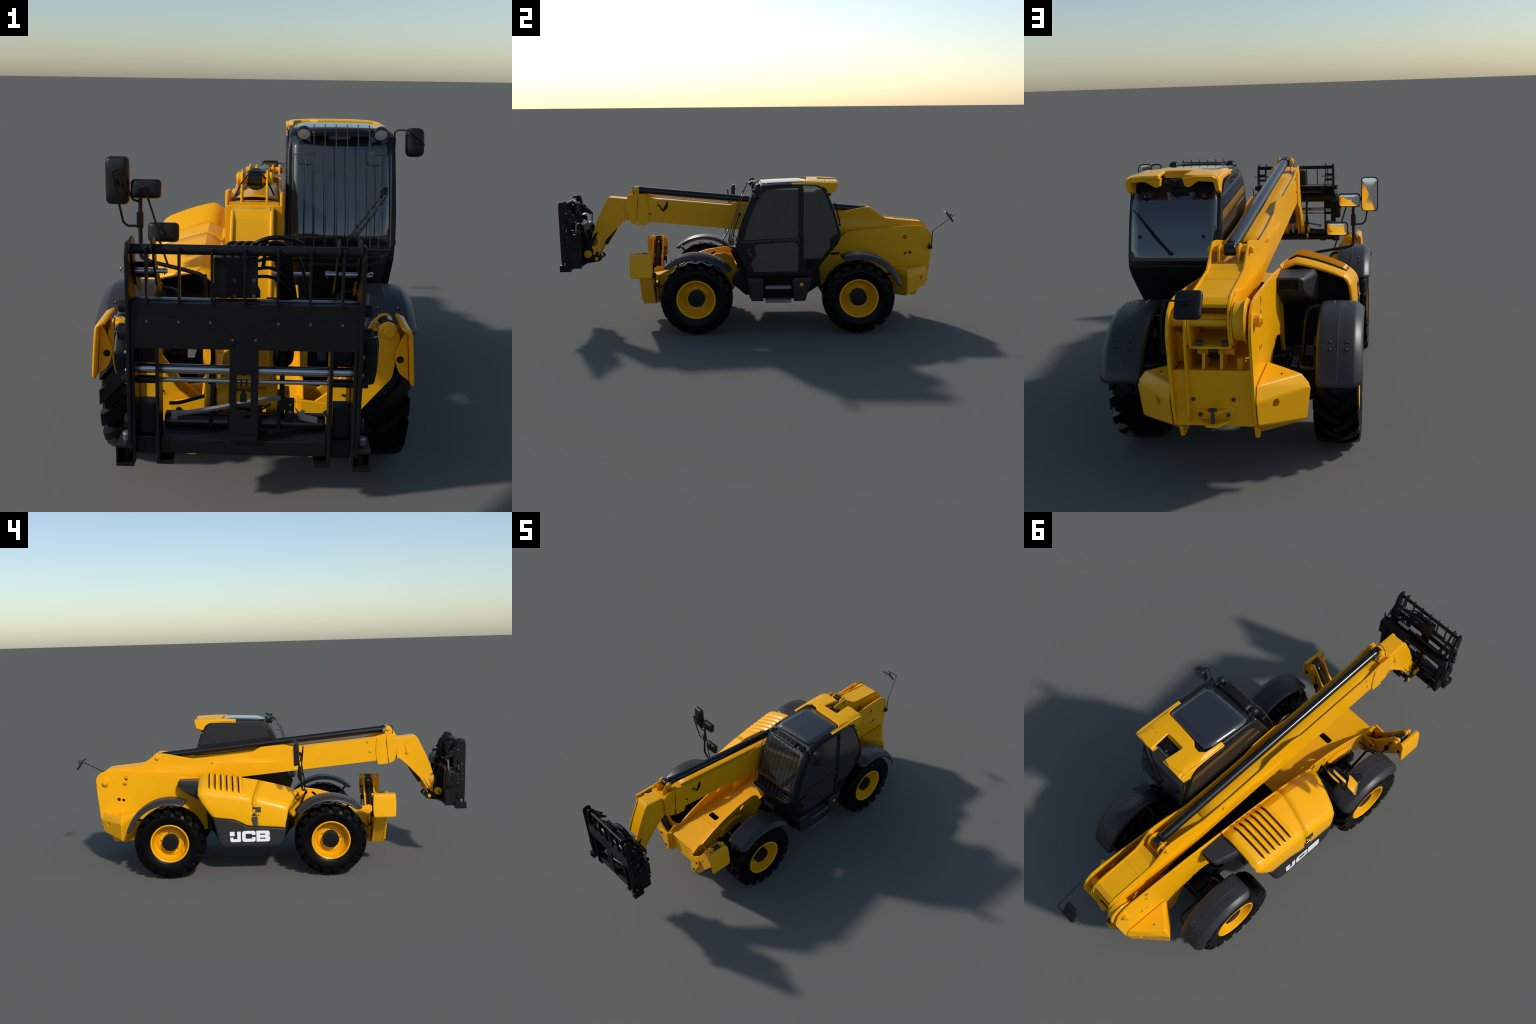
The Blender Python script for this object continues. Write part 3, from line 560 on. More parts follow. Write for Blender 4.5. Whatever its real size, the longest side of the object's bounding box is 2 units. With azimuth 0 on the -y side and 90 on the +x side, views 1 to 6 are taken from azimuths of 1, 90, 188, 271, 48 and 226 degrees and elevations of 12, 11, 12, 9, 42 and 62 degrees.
# end plates
for s in (-1, 1):
    q = lambda X: CX + s * X
    plate('end_plate', [(-0.9965, 0.615, .012), (-0.992, 0.632, .012), (-0.972, 0.634, .012), (-0.957, 0.622, .01), (-0.955, 0.612), (-0.936, 0.535), (-0.9365, 0.49), (-0.944, 0.315), (-0.993, 0.310), (-0.9955, 0.39), (-0.9955, 0.48)], 'x', q(0.1675), q(0.1735), BLK, car)
    plate('upright', [(-0.993, 0.480), (-0.993, 0.297), (-0.950, 0.297), (-0.950, 0.480)], 'x', q(0.1615), q(0.1670), BLK, car)
    plate('upright', [(-0.992, 0.480), (-0.992, 0.296), (-0.950, 0.296), (-0.950, 0.480)], 'x', q(0.1260), q(0.1315), BLK, car)
    box('upright_block', (min(q(0.1345), q(0.159)), -0.975, 0.334), (max(q(0.1345), q(0.159)), -0.945, 0.382), BLK, car)
    box('upright_block', (min(q(0.1320), q(0.161)), -0.981, 0.303), (max(q(0.1320), q(0.161)), -0.945, 0.3325), BLK, car)
    box('upright_panel', (min(q(0.131), q(0.162)), -0.962, 0.442), (max(q(0.131), q(0.162)), -0.945, 0.48), BLK, car)
    # feet
    foot = None
    foot = merge(foot, box_bm((min(q(0.164), q(0.191)), -1.0, 0.291), (max(q(0.164), q(0.191)), -0.946, 0.296), 0.0008))
    foot = merge(foot, box_bm((min(q(0.164), q(0.191)), -1.0, 0.320), (max(q(0.164), q(0.191)), -0.946, 0.3245), 0.0008))
    foot = merge(foot, box_bm((min(q(0.1885), q(0.191)), -1.0, 0.293), (max(q(0.1885), q(0.191)), -0.946, 0.322), 0.0008))
    foot = merge(foot, box_bm((min(q(0.166), q(0.189)), -0.955, 0.293), (max(q(0.166), q(0.189)), -0.947, 0.322), 0.0008))
    foot = merge(foot, rod_bm((q(0.1785), -0.980, 0.295), (q(0.1785), -0.980, 0.321), 0.0065, 16))
    finish('fork_foot', foot, BLK, car)
    box('fork_foot', (min(q(0.106), q(0.1315)), -0.990, 0.291), (max(q(0.106), q(0.1315)), -0.950, 0.2965), BLK, car, 0.0008)
    bolt('foot_bolt', (q(0.1785), -0.975, 0.326), (0, 0, 1), 0.0065, 0.010, STL, car, False)
    # hook plates leaning back from the top rail
    for X in (0.166, 0.1345):
        plate('hook_plate', [(-0.998, 0.619, .008), (-0.992, 0.638, .012), (-0.968, 0.641, .012), (-0.956, 0.629, .008), (-0.952, 0.600, .02), (-0.898, 0.545), (-0.902, 0.538), (-0.945, 0.560, .03), (-0.972, 0.600, .02), (-0.976, 0.615)], 'x', q(X) - 0.0016, q(X) + 0.0016, BLK, car, 0.0006)
    for (y, z) in ((-0.948, 0.592), (-0.930, 0.572)):
        bm = box_bm((min(q(0.133), q(0.168)), y - 0.002, z - 0.005), (max(q(0.133), q(0.168)), y + 0.002, z + 0.005), 0.0005, rot=Matrix.Rotation(math.radians(40), 3, 'X'))
        finish('hook_slat', bm, BLK, car)
    tube('locking_pin', [(q(0.118), -0.957, 0.585), (q(0.178), -0.957, 0.585), (q(0.186), -0.957, 0.589), (q(0.186), -0.957, 0.583), (q(0.178), -0.957, 0.5825)], 0.0014, CHR, car, 0.002)
    rod('locking_pin', (q(0.1165), -0.957, 0.585), (q(0.176), -0.957, 0.585), 0.0038, CHR, car, 16)
    tube('split_ring', [(q(0.1205), -0.957, 0.579), (q(0.122), -0.962, 0.585), (q(0.1205), -0.957, 0.5915), (q(0.119), -0.952, 0.585), (q(0.1205), -0.957, 0.579)], 0.0006, CHR, car, 0.003, 6)
    # side shift housing and fittings
    sh = plate('side_housing', [(-0.960, 0.458, .01), (-0.938, 0.489, .02), (-0.905, 0.489, .01), (-0.8925, 0.478), (-0.8955, 0.305), (-0.943, 0.305, .006), (-0.955, 0.40)], 'x', q(0.160), q(0.1795), BLK, car, 0.003)
    plate('housing_cover', [(-0.957, 0.455, .01), (-0.937, 0.483, .015), (-0.908, 0.483, .01), (-0.897, 0.474), (-0.897, 0.405), (-0.93, 0.403), (-0.952, 0.43)], 'x', q(0.178), q(0.2010), BLK, sh, 0.005)
    plate('lever', [(-0.908, 0.478), (-0.902, 0.540, .004), (-0.909, 0.541, .004), (-0.9135, 0.50)], 'x', q(0.186), q(0.189), STL, sh, 0.0006)
    for (y, z, X, r) in ((-0.967, 0.532, 0.1735, 0.005), (-0.960, 0.489, 0.1735, 0.005), (-0.960, 0.419, 0.1735, 0.0055), (-0.977, 0.515, 0.1735, 0.004), (-0.982, 0.466, 0.1735, 0.003), (-0.982, 0.438, 0.1735, 0.003), (-0.958, 0.466, 0.1735, 0.003), (-0.958, 0.438, 0.1735, 0.003), (-0.915, 0.463, 0.201, 0.003)):
        bolt('fitting', (q(X), y, z), (s, 0, 0), r, 0.009 if r > 0.0045 else 0.004, STL, sh)
    rod('end_cap', (q(0.166), -0.965, 0.532), (q(0.188), -0.965, 0.532), 0.0095, BLK, sh, 24)
    rod('end_cap', (q(0.166), -0.965, 0.492), (q(0.190), -0.965, 0.492), 0.013, BLK, sh, 24)
    rod('end_cap', (q(0.166), -0.965, 0.4175), (q(0.186), -0.965, 0.4175), 0.0065, BLK, sh, 20)
    rod('end_cap', (q(0.166), -0.965, 0.350), (q(0.182), -0.965, 0.350), 0.011, BLK, sh, 20)
    tube('pin_handle', [(q(0.186), -0.955, 0.512), (q(0.197), -0.955, 0.513), (q(0.1985), -0.955, 0.490), (q(0.190), -0.955, 0.487)], 0.0013, CHR, sh, 0.003)
    plate('guard_plate', [(q(0.178), 0.49), (q(0.200), 0.49), (q(0.2045), 0.472), (q(0.2045), 0.441), (q(0.194), 0.426), (q(0.180), 0.415)], 'y', -0.930, -0.926, BLK, sh, 0.0005)
    tube('side_hose', [(q(0.172), -0.955, 0.515), (q(0.180), -0.94, 0.50), (q(0.178), -0.935, 0.46), (q(0.172), -0.95, 0.425)], 0.002, BLK, sh, 0.01)
# rails and bars
rod('top_rail', (c_(-0.168), -0.9765, 0.622), (c_(0.168), -0.9765, 0.622), 0.0075, BLK, car, 20)
for X in (-0.143, -0.0953, -0.0478, -0.0005, 0.0472, 0.0945, 0.1415):
    box('guard_bar', (c_(X) - 0.0018, -0.992, 0.543), (c_(X) + 0.0018, -0.980, 0.627), BLK, car, 0.0005)
mid = box('backrest_panel', (c_(-0.173), -0.990, 0.4755), (c_(0.173), -0.9835, 0.545), BLK, car, 0.001)
rod('mid_rail', (c_(-0.168), -0.9765, 0.5425), (c_(0.168), -0.9765, 0.5425), 0.0045, CYL, car, 16)
rod('slide_tube', (c_(-0.166), -0.9655, 0.5415), (c_(0.166), -0.9655, 0.5415), 0.0055, CHR, car, 20)
for s in (-1, 1):
    q = lambda X: CX + s * X
    plate('cover_panel', [(q(0.168), 0.4762), (q(0.168), 0.5215), (q(0.052), 0.5215), (q(0.038), 0.517), (q(0.027), 0.508), (q(0.020), 0.4985), (q(0.0135), 0.491), (q(0.0155), 0.484), (q(0.0158), 0.4762)], 'y', -0.9915, -0.9895, BLK, car, 0.0005)
    for X, z in ((0.1425, 0.517), (0.096, 0.517), (0.0495, 0.517), (0.0165, 0.4915)):
        bolt('bolt', (q(X), -0.9915, z), (0, -1, 0), 0.0022, 0.0010, GRY, car, False)
for s, sc in ((1, 1),):
    rod('slide_bar', (c_(-0.166), -0.962, 0.4345), (c_(0.166), -0.962, 0.4345), 0.0072, CHR, car, 20)
    rod('slide_bar', (c_(-0.129), -0.962, 0.4165), (c_(0.129), -0.962, 0.4165), 0.0036, CHR, car, 16)
for X0a, X1a in ((-0.166, -0.131), (0.131, 0.166)): rod('bar_sleeve', (c_(X0a), -0.962, 0.4165), (c_(X1a), -0.962, 0.4165), 0.0062, BLK, car, 16)
# centre stem with the lettering cut through, reading upwards
LT, CO = letters(); hgt = 0.0215; w = 0.0195; cuts = []
def stem(p): return (c_(-0.0005) + hgt * (0.5 - p[1]) * -1 * -1, 0.367 + w * p[0])
for o in LT[1:] + CO:
    cuts.append([(stem(p)[0], stem(p)[1], p[2] * w if len(p) > 2 else 0) for p in o])
plate('lettered_stem', [[(c_(-0.0213), 0.3445), (c_(0.0213), 0.3445), (c_(0.0213), 0.477), (c_(-0.0213), 0.477)]] + cuts, 'y', -0.9915, -0.9845, BLK, car, 0.0004)
box('lower_beam', (c_(-0.126), -0.985, 0.306), (c_(0.126), -0.935, 0.331), BLK, car, 0.003)
box('stem_shoe', (c_(-0.022), -0.990, 0.331), (c_(0.022), -0.955, 0.3445), BLK, car, 0.001)
rod('lower_tube', (c_(-0.126), -0.925, 0.3350), (c_(0.126), -0.925, 0.3350), 0.0150, CYL, car, 28)
for X in (-0.053, -0.024, 0.024, 0.053): box('tube_saddle', (c_(X) - 0.0028, -0.945, 0.315), (c_(X) + 0.0028, -0.903, 0.354), BLK, car, 0.0008)
# control linkage
tube('linkage_bar', [(c_(-0.105), -0.962, 0.360), (c_(-0.04), -0.962, 0.373), (c_(0.03), -0.960, 0.388), (c_(0.055), -0.960, 0.390)], 0.0038, STL, car, 0.02, 6)
box('linkage_block', (c_(-0.112), -0.967, 0.354), (c_(-0.101), -0.957, 0.364), STL, car, 0.001)
plate('latch_plate', [(c_(0.052), 0.390), (c_(0.076), 0.390), (c_(0.076), 0.350), (c_(0.062), 0.350), (c_(0.062), 0.370), (c_(0.052), 0.370)], 'y', -0.960, -0.957, BLK, car, 0.0005)
for X, z in ((0.070, 0.380), (0.070, 0.368)): bolt('bolt', (c_(X), -0.960, z), (0, -1, 0), 0.0026, 0.002, STL, car)
plate('latch_link', [(c_(0.077), 0.376), (c_(0.084), 0.368), (c_(0.089), 0.372), (c_(0.092), 0.371), (c_(0.093), 0.364), (c_(0.112), 0.360), (c_(0.112), 0.351), (c_(0.087), 0.355), (c_(0.084), 0.358)], 'y', -0.963, -0.959, STL, car, 0.0008)
tube('linkage_spring', [(c_(0.020), -0.95, 0.366), (c_(0.038), -0.95, 0.376), (c_(0.040), -0.95, 0.374), (c_(0.020), -0.95, 0.362)], 0.0012, BLK, car, 0.002)
# valve box behind the guard bars
vb = box('valve_box', (c_(-0.0465), -0.972, 0.549), (c_(0.0175), -0.935, 0.610), BLK, car, 0.002)
for X, z in ((-0.016, 0.5765), (0.013, 0.5765), (-0.016, 0.5525), (0.013, 0.5525)): bolt('bolt', (c_(X), -0.972, z), (0, -1, 0), 0.0030, 0.0012, GRY, vb, False)
plate('valve_foot', [(c_(0.0175), 0.570), (c_(0.022), 0.560), (c_(0.022), 0.550), (c_(0.010), 0.550)], 'y', -0.970, -0.966, BLK, vb, 0.0005)
box('bulkhead_tray', (c_(0.038), -0.900, 0.566), (c_(0.098), -0.885, 0.570), STL, car, 0.0008)
# rear frame of the carriage and its pivot brackets
rear = box('rear_beam', (c_(-0.168), -0.950, 0.4765), (c_(0.168), -0.902, 0.4985), BLK, car, 0.003)
plate('hose_tray', [(-0.908, 0.498), (-0.898, 0.532, .004), (-0.878, 0.524, .004), (-0.876, 0.488), (-0.880, 0.488), (-0.883, 0.519), (-0.894, 0.525), (-0.902, 0.498)], 'x', c_(0.03), c_(0.155), BLK, rear, 0.001)
rod('hydraulic_ram', (c_(-0.115), -0.932, 0.515), (c_(0.02), -0.932, 0.515), 0.0075, CYL, rear, 18)
rod('hydraulic_rod', (c_(0.02), -0.932, 0.515), (c_(0.11), -0.932, 0.515), 0.004, CHR, rear, 18)
for X in (-0.125, -0.118, 0.112, 0.12): box('ram_lug', (c_(X) - 0.0025, -0.945, 0.495), (c_(X) + 0.0025, -0.920, 0.535), BLK, rear, 0.001)
box('rear_lower_beam', (c_(-0.165), -0.930, 0.305), (c_(0.165), -0.897, 0.322), BLK, rear, 0.004)
for s in (-1, 1):
    q = lambda X: CX + s * X
    plate('pivot_bracket', [(-0.940, 0.49), (-0.915, 0.505, .01), (-0.900, 0.495), (-0.866, 0.410, .02), (-0.858, 0.375, .02), (-0.862, 0.352, .01), (-0.828, 0.350, .012), (-0.814, 0.336, .014), (-0.822, 0.322, .012), (-0.842, 0.317), (-0.895, 0.309), (-0.928, 0.312), (-0.928, 0.35), (-0.905, 0.38), (-0.905, 0.44), (-0.94, 0.475)], 'x', X0 + s * 0.0515, X0 + s * 0.0590, BLK, rear)
    lathe('pin_head', [(0, 0), (0.0195, 0), (0.0195, 0.007), (0.018, 0.008), (0, 0.008)], (X0 + s * 0.059, -0.884, 0.359), (s, 0, 0), YEL, rear, 32)
    lathe('pin_head', [(0, 0), (0.009, 0), (0.009, 0.005), (0, 0.006)], (X0 + s * 0.059, -0.8405, 0.334), (s, 0, 0), YEL, rear, 24)
    hull('rear_gusset', [(q(0.150), -0.90, 0.315), (q(0.150), -0.87, 0.325), (q(0.150), -0.90, 0.345), (q(0.145), -0.90, 0.315), (q(0.145), -0.87, 0.325), (q(0.145), -0.90, 0.345)], BLK, rear, 0.0005)
rod('tilt_pin', (X0 - 0.055, -0.8405, 0.334), (X0 + 0.055, -0.8405, 0.334), 0.010, BLK, rear, 20)
plate('knuckle', [(-0.858, 0.36), (-0.83, 0.354), (-0.815, 0.336, .012), (-0.826, 0.320, .01), (-0.86, 0.318)], 'x', X0 - 0.02, X0 + 0.02, BLK, rear, 0.003)
# hoses looping from the gooseneck to the valve box
bm = None
for k in range(6):
    x = X0 + 0.040 + 0.003 * k; e = c_(-0.03 + 0.012 * k)
    p = [(X0 + 0.0385, -0.845 + 0.003 * k, 0.463 - 0.012 * k), (X0 + 0.044, -0.862, 0.432 - 0.006 * k), (X0 + 0.05 + 0.004 * k, -0.890, 0.420), (X0 + 0.05 + 0.004 * k, -0.905, 0.50), (x + 0.008, -0.930, 0.60 + 0.004 * k), (e, -0.955, 0.634), (e - 0.005, -0.945, 0.590)]
    bm = merge(bm, tube_bm(p, 0.0030, 0.03, 8))
for k in range(3):
    bm = merge(bm, tube_bm(arc3((c_(0.10 - 0.02 * k), -0.900, 0.49), (c_(0.085 - 0.02 * k), -0.915, 0.68), (c_(0.01 - 0.01 * k), -0.94, 0.600)), 0.0026, 0, 8))
    bm = merge(bm, tube_bm(arc3((c_(0.018), -0.945, 0.60 - 0.012 * k), (c_(0.075), -0.93, 0.62 - 0.02 * k), (c_(0.055 + 0.012 * k), -0.89, 0.48)), 0.0026, 0, 8))
bm = merge(bm, tube_bm(arc3((c_(0.010), -0.95, 0.625), (c_(0.040), -0.955, 0.648), (c_(0.082), -0.93, 0.625)), 0.0034, 0, 8))
finish('hydraulic_hoses', bm, BLK, car, 50)
bm = None
for k in range(4):
    bm = merge(bm, tube_bm([(X0 + 0.0395, -0.832 - 0.003 * k, 0.470 - 0.004 * k), (X0 + 0.0395, -0.850 - 0.005 * k, 0.435 - 0.003 * k), (X0 + 0.046, -0.872 - 0.004 * k, 0.402)], 0.0022, 0.01, 8))
finish('neck_pipes', bm, BLK, car, 50)
tube('gate_bar', [(X0 - 0.055, -0.895, 0.49), (X0 - 0.058, -0.872, 0.43), (X0 - 0.064, -0.880, 0.37)], 0.0022, BLK, car, 0.01)
tube('pivot_grease_pipe', [(X0 - 0.070, -0.884, 0.359), (X0 - 0.11, -0.89, 0.349), (X0 - 0.125, -0.90, 0.352)], 0.003, BLK, car, 0.01)

# ------------------------------------------------------------------ engine hood
hood = empty('engine_hood', ROOT)
ZR = [(-0.19, 0.376), (-0.165, 0.388), (-0.128, 0.408), (-0.063, 0.429), (0.05, 0.456), (0.147, 0.471), (0.25, 0.485), (0.32, 0.492), (0.36, 0.495)]
ZC = [(-0.14, 0.327), (-0.099, 0.3435), (0.034, 0.381), (0.14, 0.402), (0.31, 0.4300), (0.36, 0.436)]
ZB = [(-0.12, 0.240), (0.038, 0.2500), (0.095, 0.2535), (0.112, 0.259), (0.146, 0.281), (0.162, 0.286), (0.28, 0.3005), (0.36, 0.305)]
def hood_row(t, lift=0.0):
    """one cross-section, t = 0 at the front rim and 1 at the rear rim"""
    row = []
    prof = [(-0.1185, 'in', 0), (-0.1195, 'in', 1), (-0.128, 'r', -0.021), (-0.143, 'r', -0.010), (-0.165, 'r', -0.001), (-0.19, 'm', 0.177), (-0.22, 'm', 0.39), (-0.25, 'm', 0.603), (-0.28, 'm', 0.816),
            (-0.306, 'm', 1.0), (-0.314, 'c', 0.0125), (-0.321, 'c', 0.0055), (-0.327, 'c', -0.003), (-0.331, 'c', -0.012), (-0.333, 's', 0.0), (-0.3355, 's', 0.35), (-0.3360, 's', 0.7), (-0.3345, 's', 0.93), (-0.332, 's', 1.0)]
    for X, k, f in prof:
        # plan position of the front and rear rim for this point
        u = (abs(X) - 0.1185) / 0.2175
        zz = lerp_table(ZC, 0.1); 
        if k == 's':
            yf = -0.101 + 0.016 * f; yr = 0.340 - 0.068 * max(0, (f - 0.1) / 0.9)
        else:
            yf = -0.168 + 0.066 * u ** 1.3; yr = 0.343 - 0.004 * u
        y = yf + (yr - yf) * t
        zr, zc, zb = lerp_table(ZR, y), lerp_table(ZC, y), lerp_table(ZB, y)
        ztop = zc + 0.0180
        x = X
        if k == 'in': z = zr - 0.055 + 0.035 * f
        elif k == 'r': z = zr + f
        elif k == 'm': z = zr + (ztop - zr) * f + 0.004 * math.sin(math.pi * min(1, f))
        elif k == 'c': z = zc + f
        else: z = zc - 0.022 + (zb - zc + 0.022) * f
        if t > 0.94:                               # rounded rear rim
            e = (t - 0.94) / 0.06
            if k in ('r', 'm'): z -= 0.014 * e ** 1.5
            elif k == 'c': x += 0.008 * e ** 1.5; z -= 0.009 * e ** 1.5
            elif k == 's': x += 0.009 * e ** 1.5
        if t < 0.06:
            e = (0.06 - t) / 0.06
            if k != 'in': z -= 0.003 * e ** 1.5; x += 0.003 * e ** 1.5 * (1 if k in ('c', 's') else 0)
        row.append(Vector((x, y, z + lift)))
    return row
T1 = [0, 0.02, 0.04, 0.06, 0.15, 0.25, 0.33, 0.397]
T2 = [0.400, 0.45, 0.52, 0.6, 0.7, 0.8, 0.9, 0.94, 0.955, 0.97, 0.985, 1.0]
grid_surface('hood_front_panel', [hood_row(t) for t in T1], YEL, hood, thick=0.006, angle=32, even=False)
cover = grid_surface('hood_cover', [hood_row(t) for t in T2], YEL, hood, thick=0.006, angle=32, even=False)
# louvres: a sloping blade with a steep rear face and a dark strip laid behind it, standing for the opening
def hood_point(y, X):
    t = (y - (-0.168 + 0.066 * ((abs(X) - 0.1185) / 0.2175) ** 1.3)) / (0.343 + 0.168 - 0.07 * ((abs(X) - 0.1185) / 0.2175))
    r = hood_row(max(0.0, min(1, t)))
    for a, b in zip(r[:-1], r[1:]):
        if b.x <= X <= a.x: return a.lerp(b, (a.x - X) / max(1e-6, a.x - b.x)).z
    return r[-1].z
XS = [-0.137, -0.141, -0.150, -0.165, -0.19, -0.22, -0.25, -0.28, -0.300, -0.308, -0.312]
for k in range(6):
    yc = 0.2905 - 0.0290 * k
    dark_strip, blade = [], []
    for j, X in enumerate(XS):
        e = min(1, min(j, len(XS) - 1 - j) / 1.5)
        skew = -0.010 * (X + 0.14) / -0.17
        y0 = yc + skew
        z = lambda y: hood_point(y, X)
        dark_strip.append([Vector((X, y0 + 0.0045 * e, z(y0 + 0.0045) + 0.0012)), Vector((X, y0 - 0.0025, z(y0) + 0.0012 + 0.0035 * e))])
        h = 0.0085 * e
        blade.append([Vector((X, y0 - 0.001, z(y0) - 0.002)), Vector((X, y0 - 0.0008, z(y0) + 0.0005 + h * 0.55)), Vector((X, y0 - 0.003, z(y0) + 0.001 + h)), Vector((X, y0 - 0.013, z(y0 - 0.013) + 0.0008 + h * 0.5)), Vector((X, y0 - 0.0235, z(y0 - 0.0235) - 0.002))])
    grid_surface('louvre_blade', blade, YEL, cover, thick=0.001, angle=40)
    sl_rows = [[r[0], r[1] + Vector((0, 0.0032, 0))] for r in dark_strip]
    grid_surface('louvre_dark_strip', sl_rows, DRK, cover, thick=0.0012, angle=40, offset=0)
# solid dark block added behind the shell so its openings read black
hull('engine_bay_block', [(-0.125, -0.10, 0.20), (-0.125, -0.12, 0.36), (-0.30, -0.080, 0.31), (-0.318, -0.065, 0.20), (-0.125, 0.31, 0.21), (-0.318, 0.24, 0.21), (-0.318, 0.290, 0.395), (-0.16, 0.325, 0.462), (-0.125, 0.325, 0.44), (-0.30, 0.30, 0.415), (-0.305, 0.10, 0.37), (-0.14, 0.10, 0.425)], DRK, hood, 0.004)
# side latch and lock
for nm, o, mt in (('latch_pad', [(0.0570, 0.3230), (0.0310, 0.3230), (0.0310, 0.3480), (0.0570, 0.3480)], GRY), ('latch_slot_plate', [(0.0695, 0.3050), (0.0590, 0.3050), (0.0590, 0.3480), (0.0695, 0.3480)], DRK), ('latch_tongue', [(0.0690, 0.3200), (0.0595, 0.3200), (0.0595, 0.3380), (0.0690, 0.3380)], YEL),  # latch slot is a dark plate laid on the panel, not cut in
                  ('latch_handle', [(0.0760, 0.3000, .006), (0.0480, 0.3000, .003), (0.0480, 0.2830), (0.0480, 0.2560), (0.0700, 0.2560), (0.0740, 0.2780, .01), (0.0775, 0.2900, .006)], GRY)):
    d = {'latch_pad': 0.0022, 'latch_slot_plate': 0.0014, 'latch_tongue': 0.0026, 'latch_handle': 0.0050}[nm]
    plate(nm, o, 'x', -0.3365 - d, -0.3320, mt, hood, 0.0006)
tube('latch_bail', [(-0.3375, 0.0735, 0.300), (-0.3425, 0.0735, 0.3145), (-0.3425, 0.0520, 0.3145), (-0.3375, 0.0520, 0.300)], 0.0016, CHR, hood, 0.004)
bolt('bolt', (-0.3365, 0.0425, 0.308), (-1, 0, 0), 0.0035, 0.002, GRY, hood, False)
# side skirt with the lettering
SK = [(0.2688, 0.2985), (0.16, 0.2845, .02), (0.146, 0.2795, .02), (0.111, 0.2575, .02), (0.0945, 0.2520, .02), (0.0376, 0.2490), (-0.0937, 0.2400), (-0.081, 0.176, .03), (-0.055, 0.1465, .03), (0.20, 0.1450, .03), (0.232, 0.152, .03), (0.247, 0.190)]
skirt = plate('side_skirt', SK, 'x', -0.3365, -0.25, SKI, ROOT, 0.012, res=3)
SK2 = [(0.255, 0.2890), (0.16, 0.2765, .02), (0.146, 0.2715, .02), (0.111, 0.2495, .02), (0.0945, 0.2440, .02), (0.0376, 0.2410), (-0.066, 0.2335), (-0.058, 0.180, .025), (-0.035, 0.1595, .02), (0.195, 0.1590, .02), (0.222, 0.165, .02), (0.232, 0.195)]
plate('skirt_panel', SK2, 'x', -0.3400, -0.330, SKI, skirt, 0.0015)
LT, CO = letters(); sc = 0.0545
def sk_pt(p): return (0.1865 - sc * p[0], 0.1765 + sc * p[1], (p[2] * sc if len(p) > 2 else 0))
nl = [[sk_pt(p) for p in o] for o in LT]; nc = [[sk_pt(p) for p in o] for o in CO]
plate('lettering', nl + nc, 'x', -0.3414, -0.3390, WHT, skirt, 0.0003)
hull('belly_fairing', [(-0.322, 0.262, 0.290), (-0.322, 0.238, 0.175), (-0.322, 0.215, 0.150), (-0.13, 0.27, 0.29), (-0.13, 0.30, 0.215), (-0.13, 0.225, 0.15), (-0.335, 0.20, 0.29), (-0.335, 0.10, 0.150), (-0.13, 0.1, 0.15)], BLK, skirt, 0.004)
hull('belly_fairing', [(-0.322, -0.09, 0.240), (-0.322, -0.07, 0.170), (-0.322, -0.05, 0.150), (-0.13, -0.137, 0.25), (-0.13, -0.137, 0.215), (-0.13, -0.07, 0.165), (-0.335, 0.0, 0.24), (-0.335, 0.0, 0.150), (-0.13, 0, 0.15)], BLK, skirt, 0.004)
# exhaust and air intake box behind the hood
ab = hull('air_intake', [(-0.1215, 0.449, 0.461), (-0.1870, 0.447, 0.461), (-0.2010, 0.440, 0.452), (-0.1960, 0.440, 0.424), (-0.1215, 0.444, 0.418), (-0.1215, 0.33, 0.463), (-0.225, 0.33, 0.463), (-0.235, 0.33, 0.445), (-0.230, 0.32, 0.36), (-0.1215, 0.33, 0.35), (-0.20, 0.400, 0.395), (-0.1215, 0.40, 0.395), (-0.206, 0.400, 0.4625), (-0.213, 0.400, 0.447)], FEN, hood, 0.006)
plate('intake_mouth_plate', [(-0.1300, 0.455, .004), (-0.1840, 0.455, .006), (-0.1860, 0.428, .006), (-0.1300, 0.426, .004)], 'y', 0.4400, 0.4482, DRK, ab, 0.0005)  # dark plate on the rear face in place of an open mouth
lathe('exhaust_pipe', [(0.0115, 0), (0.0125, 0), (0.0125, 0.004), (0.0105, 0.004), (0.0105, 0.0)], (-0.163, 0.4475, 0.441), (0, 1, 0), BLK, ab, 28)

# ------------------------------------------------------------------ cab
cab = empty('cab', ROOT)
XL, XR = 0.046, 0.326
SIDE = [(0.16, 0.298), (0.29, 0.3090), (0.36, 0.3155), (0.42, 0.3205), (0.48, 0.3240), (0.54, 0.3245), (0.62, 0.3240), (0.68, 0.3238), (0.715, 0.3230), (0.745, 0.317)]
def cab_x(z): return lerp_table(SIDE, z)
ZCUT = [0.30, 0.33, 0.36, 0.39, 0.42, 0.45, 0.48, 0.51, 0.54, 0.58, 0.62, 0.65, 0.68, 0.71]
CABP = [(-0.0547, 0.286, .02), (-0.112, 0.418, .03), (-0.109, 0.448, .02), (-0.096, 0.520), (-0.066, 0.608), (-0.030, 0.690), (-0.014, 0.720, .015), (0.010, 0.732, .02), (0.060, 0.7375), (0.158, 0.7405), (0.28, 0.735, .03), (0.314, 0.717, .03),
        (0.331, 0.680), (0.360, 0.6116), (0.3875, 0.510), (0.3925, 0.480, .02), (0.377, 0.448, .02), (0.286, 0.332), (0.250, 0.289, .02), (0.05, 0.289)]
def cab_side(name, outl, xa, xb, mat, parent, bevel=0.001, r=0.0):
    """flat piece on the door side, bent to the barrel shape of the cab flank (xa, xb measured from the flank)"""
    bm = slab(outl, 'x', xa, xb, bevel, r)
    for z in ZCUT: bmesh.ops.bisect_plane(bm, geom=bm.verts[:] + bm.edges[:] + bm.faces[:], plane_co=(0, 0, z), plane_no=(0, 0, 1))
    for v in bm.verts: v.co.x += cab_x(v.co.z)
    return finish(name, bm, mat, parent, 30)
bm = slab(CABP, 'x', XL, XR, 0.008, res=3)
